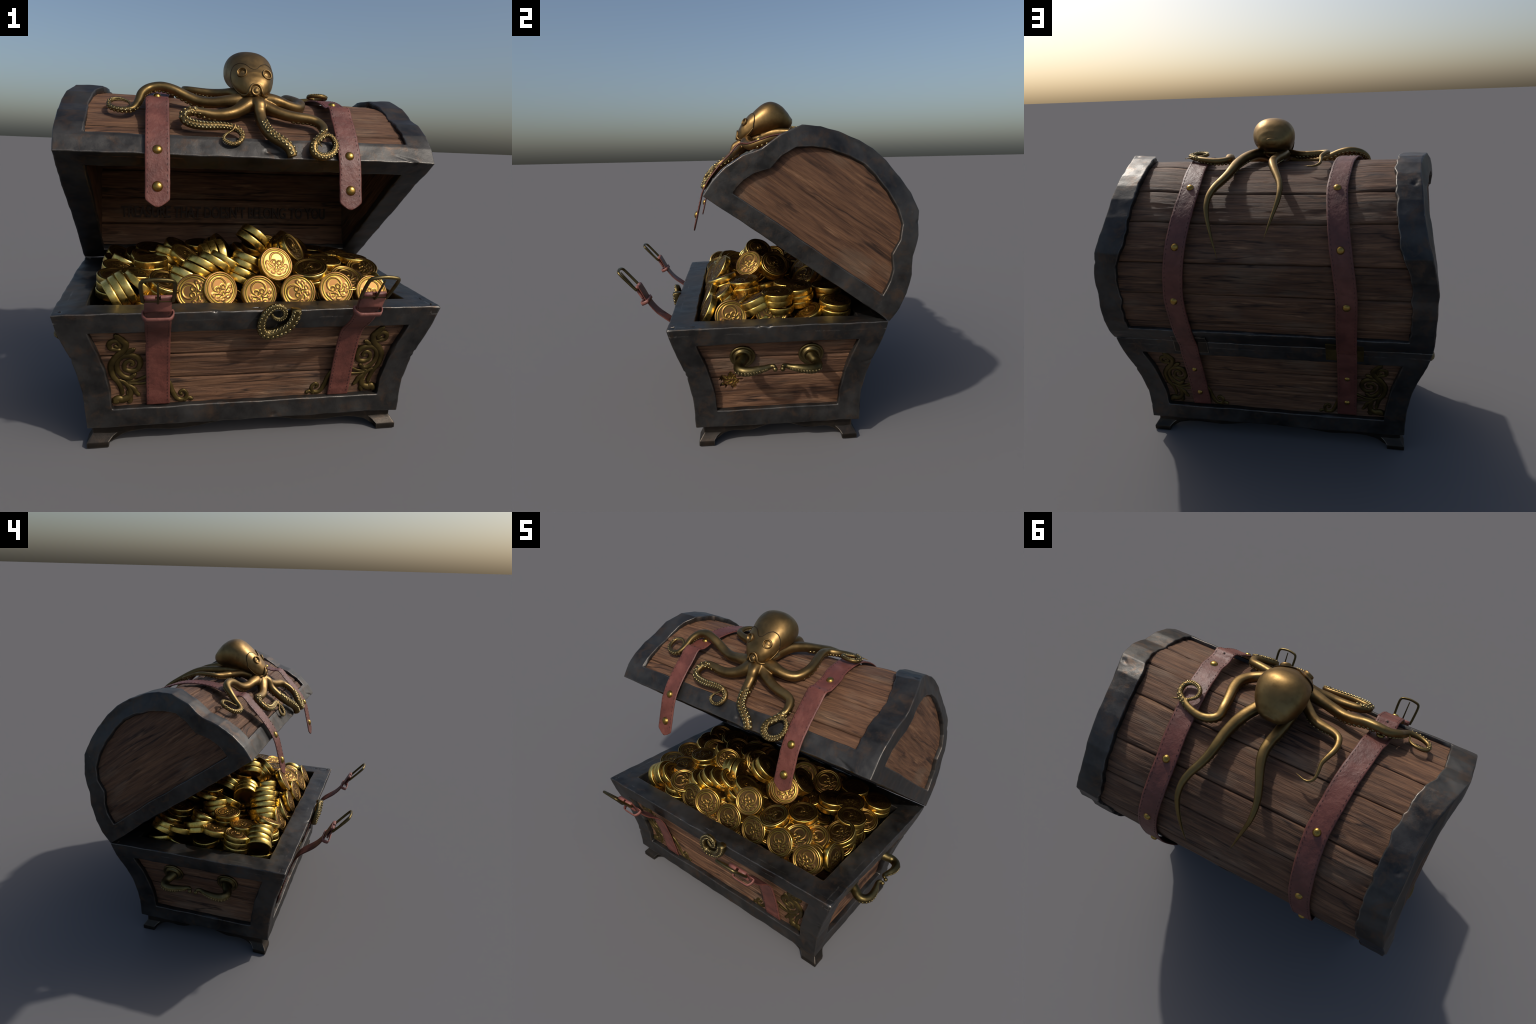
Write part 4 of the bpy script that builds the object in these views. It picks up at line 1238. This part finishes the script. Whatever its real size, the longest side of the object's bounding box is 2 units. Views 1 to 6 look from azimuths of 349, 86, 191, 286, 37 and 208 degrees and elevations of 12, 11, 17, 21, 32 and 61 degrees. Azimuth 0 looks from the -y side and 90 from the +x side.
# stacks between them
place_stacks([
 (0.73, 0.013, 0.766, 0.93, 0.05, 0.35, 1), (0.647, -0.124, 0.799, 0.31, -0.71, 0.63, 3),
 (0.397, -0.255, 0.843, -0.1, -0.5, 0.86, 2), (0.375, 0.289, 0.903, 0.31, -0.56, 0.77, 2), (-0.307, 0.059, 0.891, 0.51, -0.3, 0.81, 1),
 (-0.337, 0.204, 0.911, 0.46, -0.2, 0.87, 1), (-0.673, 0.38, 0.851, 0.51, -0.3, 0.81, 2), (-0.117, -0.011, 0.9, 0.97, 0.2, 0.15, 3),
 (0.35, 0.03, 0.915, 0.2, -0.4, 0.9, 2), (0.392, 0.411, 0.878, 0.21, -0.31, 0.93, 2), (0.281, 0.355, 0.932, 0.42, -0.53, 0.74, 2),
 (0.496, -0.215, 0.854, 0.2, -0.5, 0.84, 1), (-0.526, 0.16, 0.877, 0.41, -0.3, 0.86, 2), (-0.561, -0.125, 0.837, 0.1, 0, 1, 1),
 (-0.076, 0.27, 0.922, 0.99, 0.05, 0.15, 3), (0.02, -0.108, 0.907, 0.45, 0.27, 0.85, 4), (0.719, -0.061, 0.785, -0.1, -0.5, 0.86, 3),
 (-0.73, 0.275, 0.841, 0.4, -0.1, 0.91, 2), (-0.628, 0.185, 0.86, 0.45, 0.2, 0.87, 2), (-0.385, 0.141, 0.892, 0.4, 0.27, 0.87, 4),
 (-0.031, -0.259, 0.83, 0.1, -0.6, 0.8, 1), (-0.67, 0.033, 0.834, 0.2, -0.2, 0.96, 1), (-0.214, 0.056, 0.9, 0.3, 0.05, 0.95, 4),
 (-0.662, -0.236, 0.781, 0.43, -0.29, 0.85, 3), (-0.73, 0.212, 0.846, -0.87, -0.2, 0.46, 1), (-0.475, -0.262, 0.801, 0.15, 0.1, 0.98, 4),
 (-0.708, 0.099, 0.843, 0, 0.05, 1, 3), (-0.184, 0.175, 0.923, 0, 0, 1, 2), (-0.089, 0.131, 0.925, 0.74, -0.21, 0.64, 2),
])
# loose coins below and between the stacks
GUIDE = [(.13, -.24, .90), (.5, -.34, .78), (0, -.34, .78), (-.5, -.34, .78), (.32, -.22, .88), (.45, -.1, .89), (-.1, -.11, .90), (.3, .22, .91), (.08, .03, 1.0), (-.22, .23, .93),
         (-.5, .35, .90), (.2, .27, .96), (.53, .41, .86), (.72, .24, .86), (.72, -.2, .81), (-.72, -.06, .84), (-.5, .01, .88), (-.72, .35, .83), (0, .42, .89), (-.72, -.3, .80), (.72, .45, .82), (.6, -.05, .87)]
def heap(x, y):
    sw = sz = 0.0
    for gx, gy, gz in GUIDE:
        k = 1 / ((gx - x) ** 2 + (gy - y) ** 2 + .003) ** 1.5; sw += k; sz += k * gz
    return sz / sw
cand = []
for layer in range(4):
    for i in range(15):
        for j in range(9):
            x = lerp(-.70, .70, i / 14) + R.uniform(-.05, .05); y = lerp(-.28, .45, j / 8) + R.uniform(-.05, .05)
            n = V((R.uniform(-.2, .5), R.uniform(-.55, .2), 1)).normalized()
            cand.append((layer, x, y, heap(x, y) - .055 - .042 * layer - .03 * sstep(.05, .3, y), n))
room = 300 - len(placed)
R.shuffle(cand); cand.sort(key=lambda q: -q[3])
for layer, x, y, z, n in cand:
    if room <= 0: break
    if try_coin(V((x, y, z)), n, R.uniform(0, 6.28), (1 if layer == 0 else 5) if y < -.17 else 5): room -= 1
# one coin shows through the broken hole in the side
o = bpy.data.objects.new('gold_coin', COIN); o.matrix_world = frame_at((.748, -.178, .400), (.985, -.05, .16), V((0, .6, .8))); link(o)
o['label'] = 'thick gold coin embossed with a skull-headed octopus'; o['category'] = 'coin'
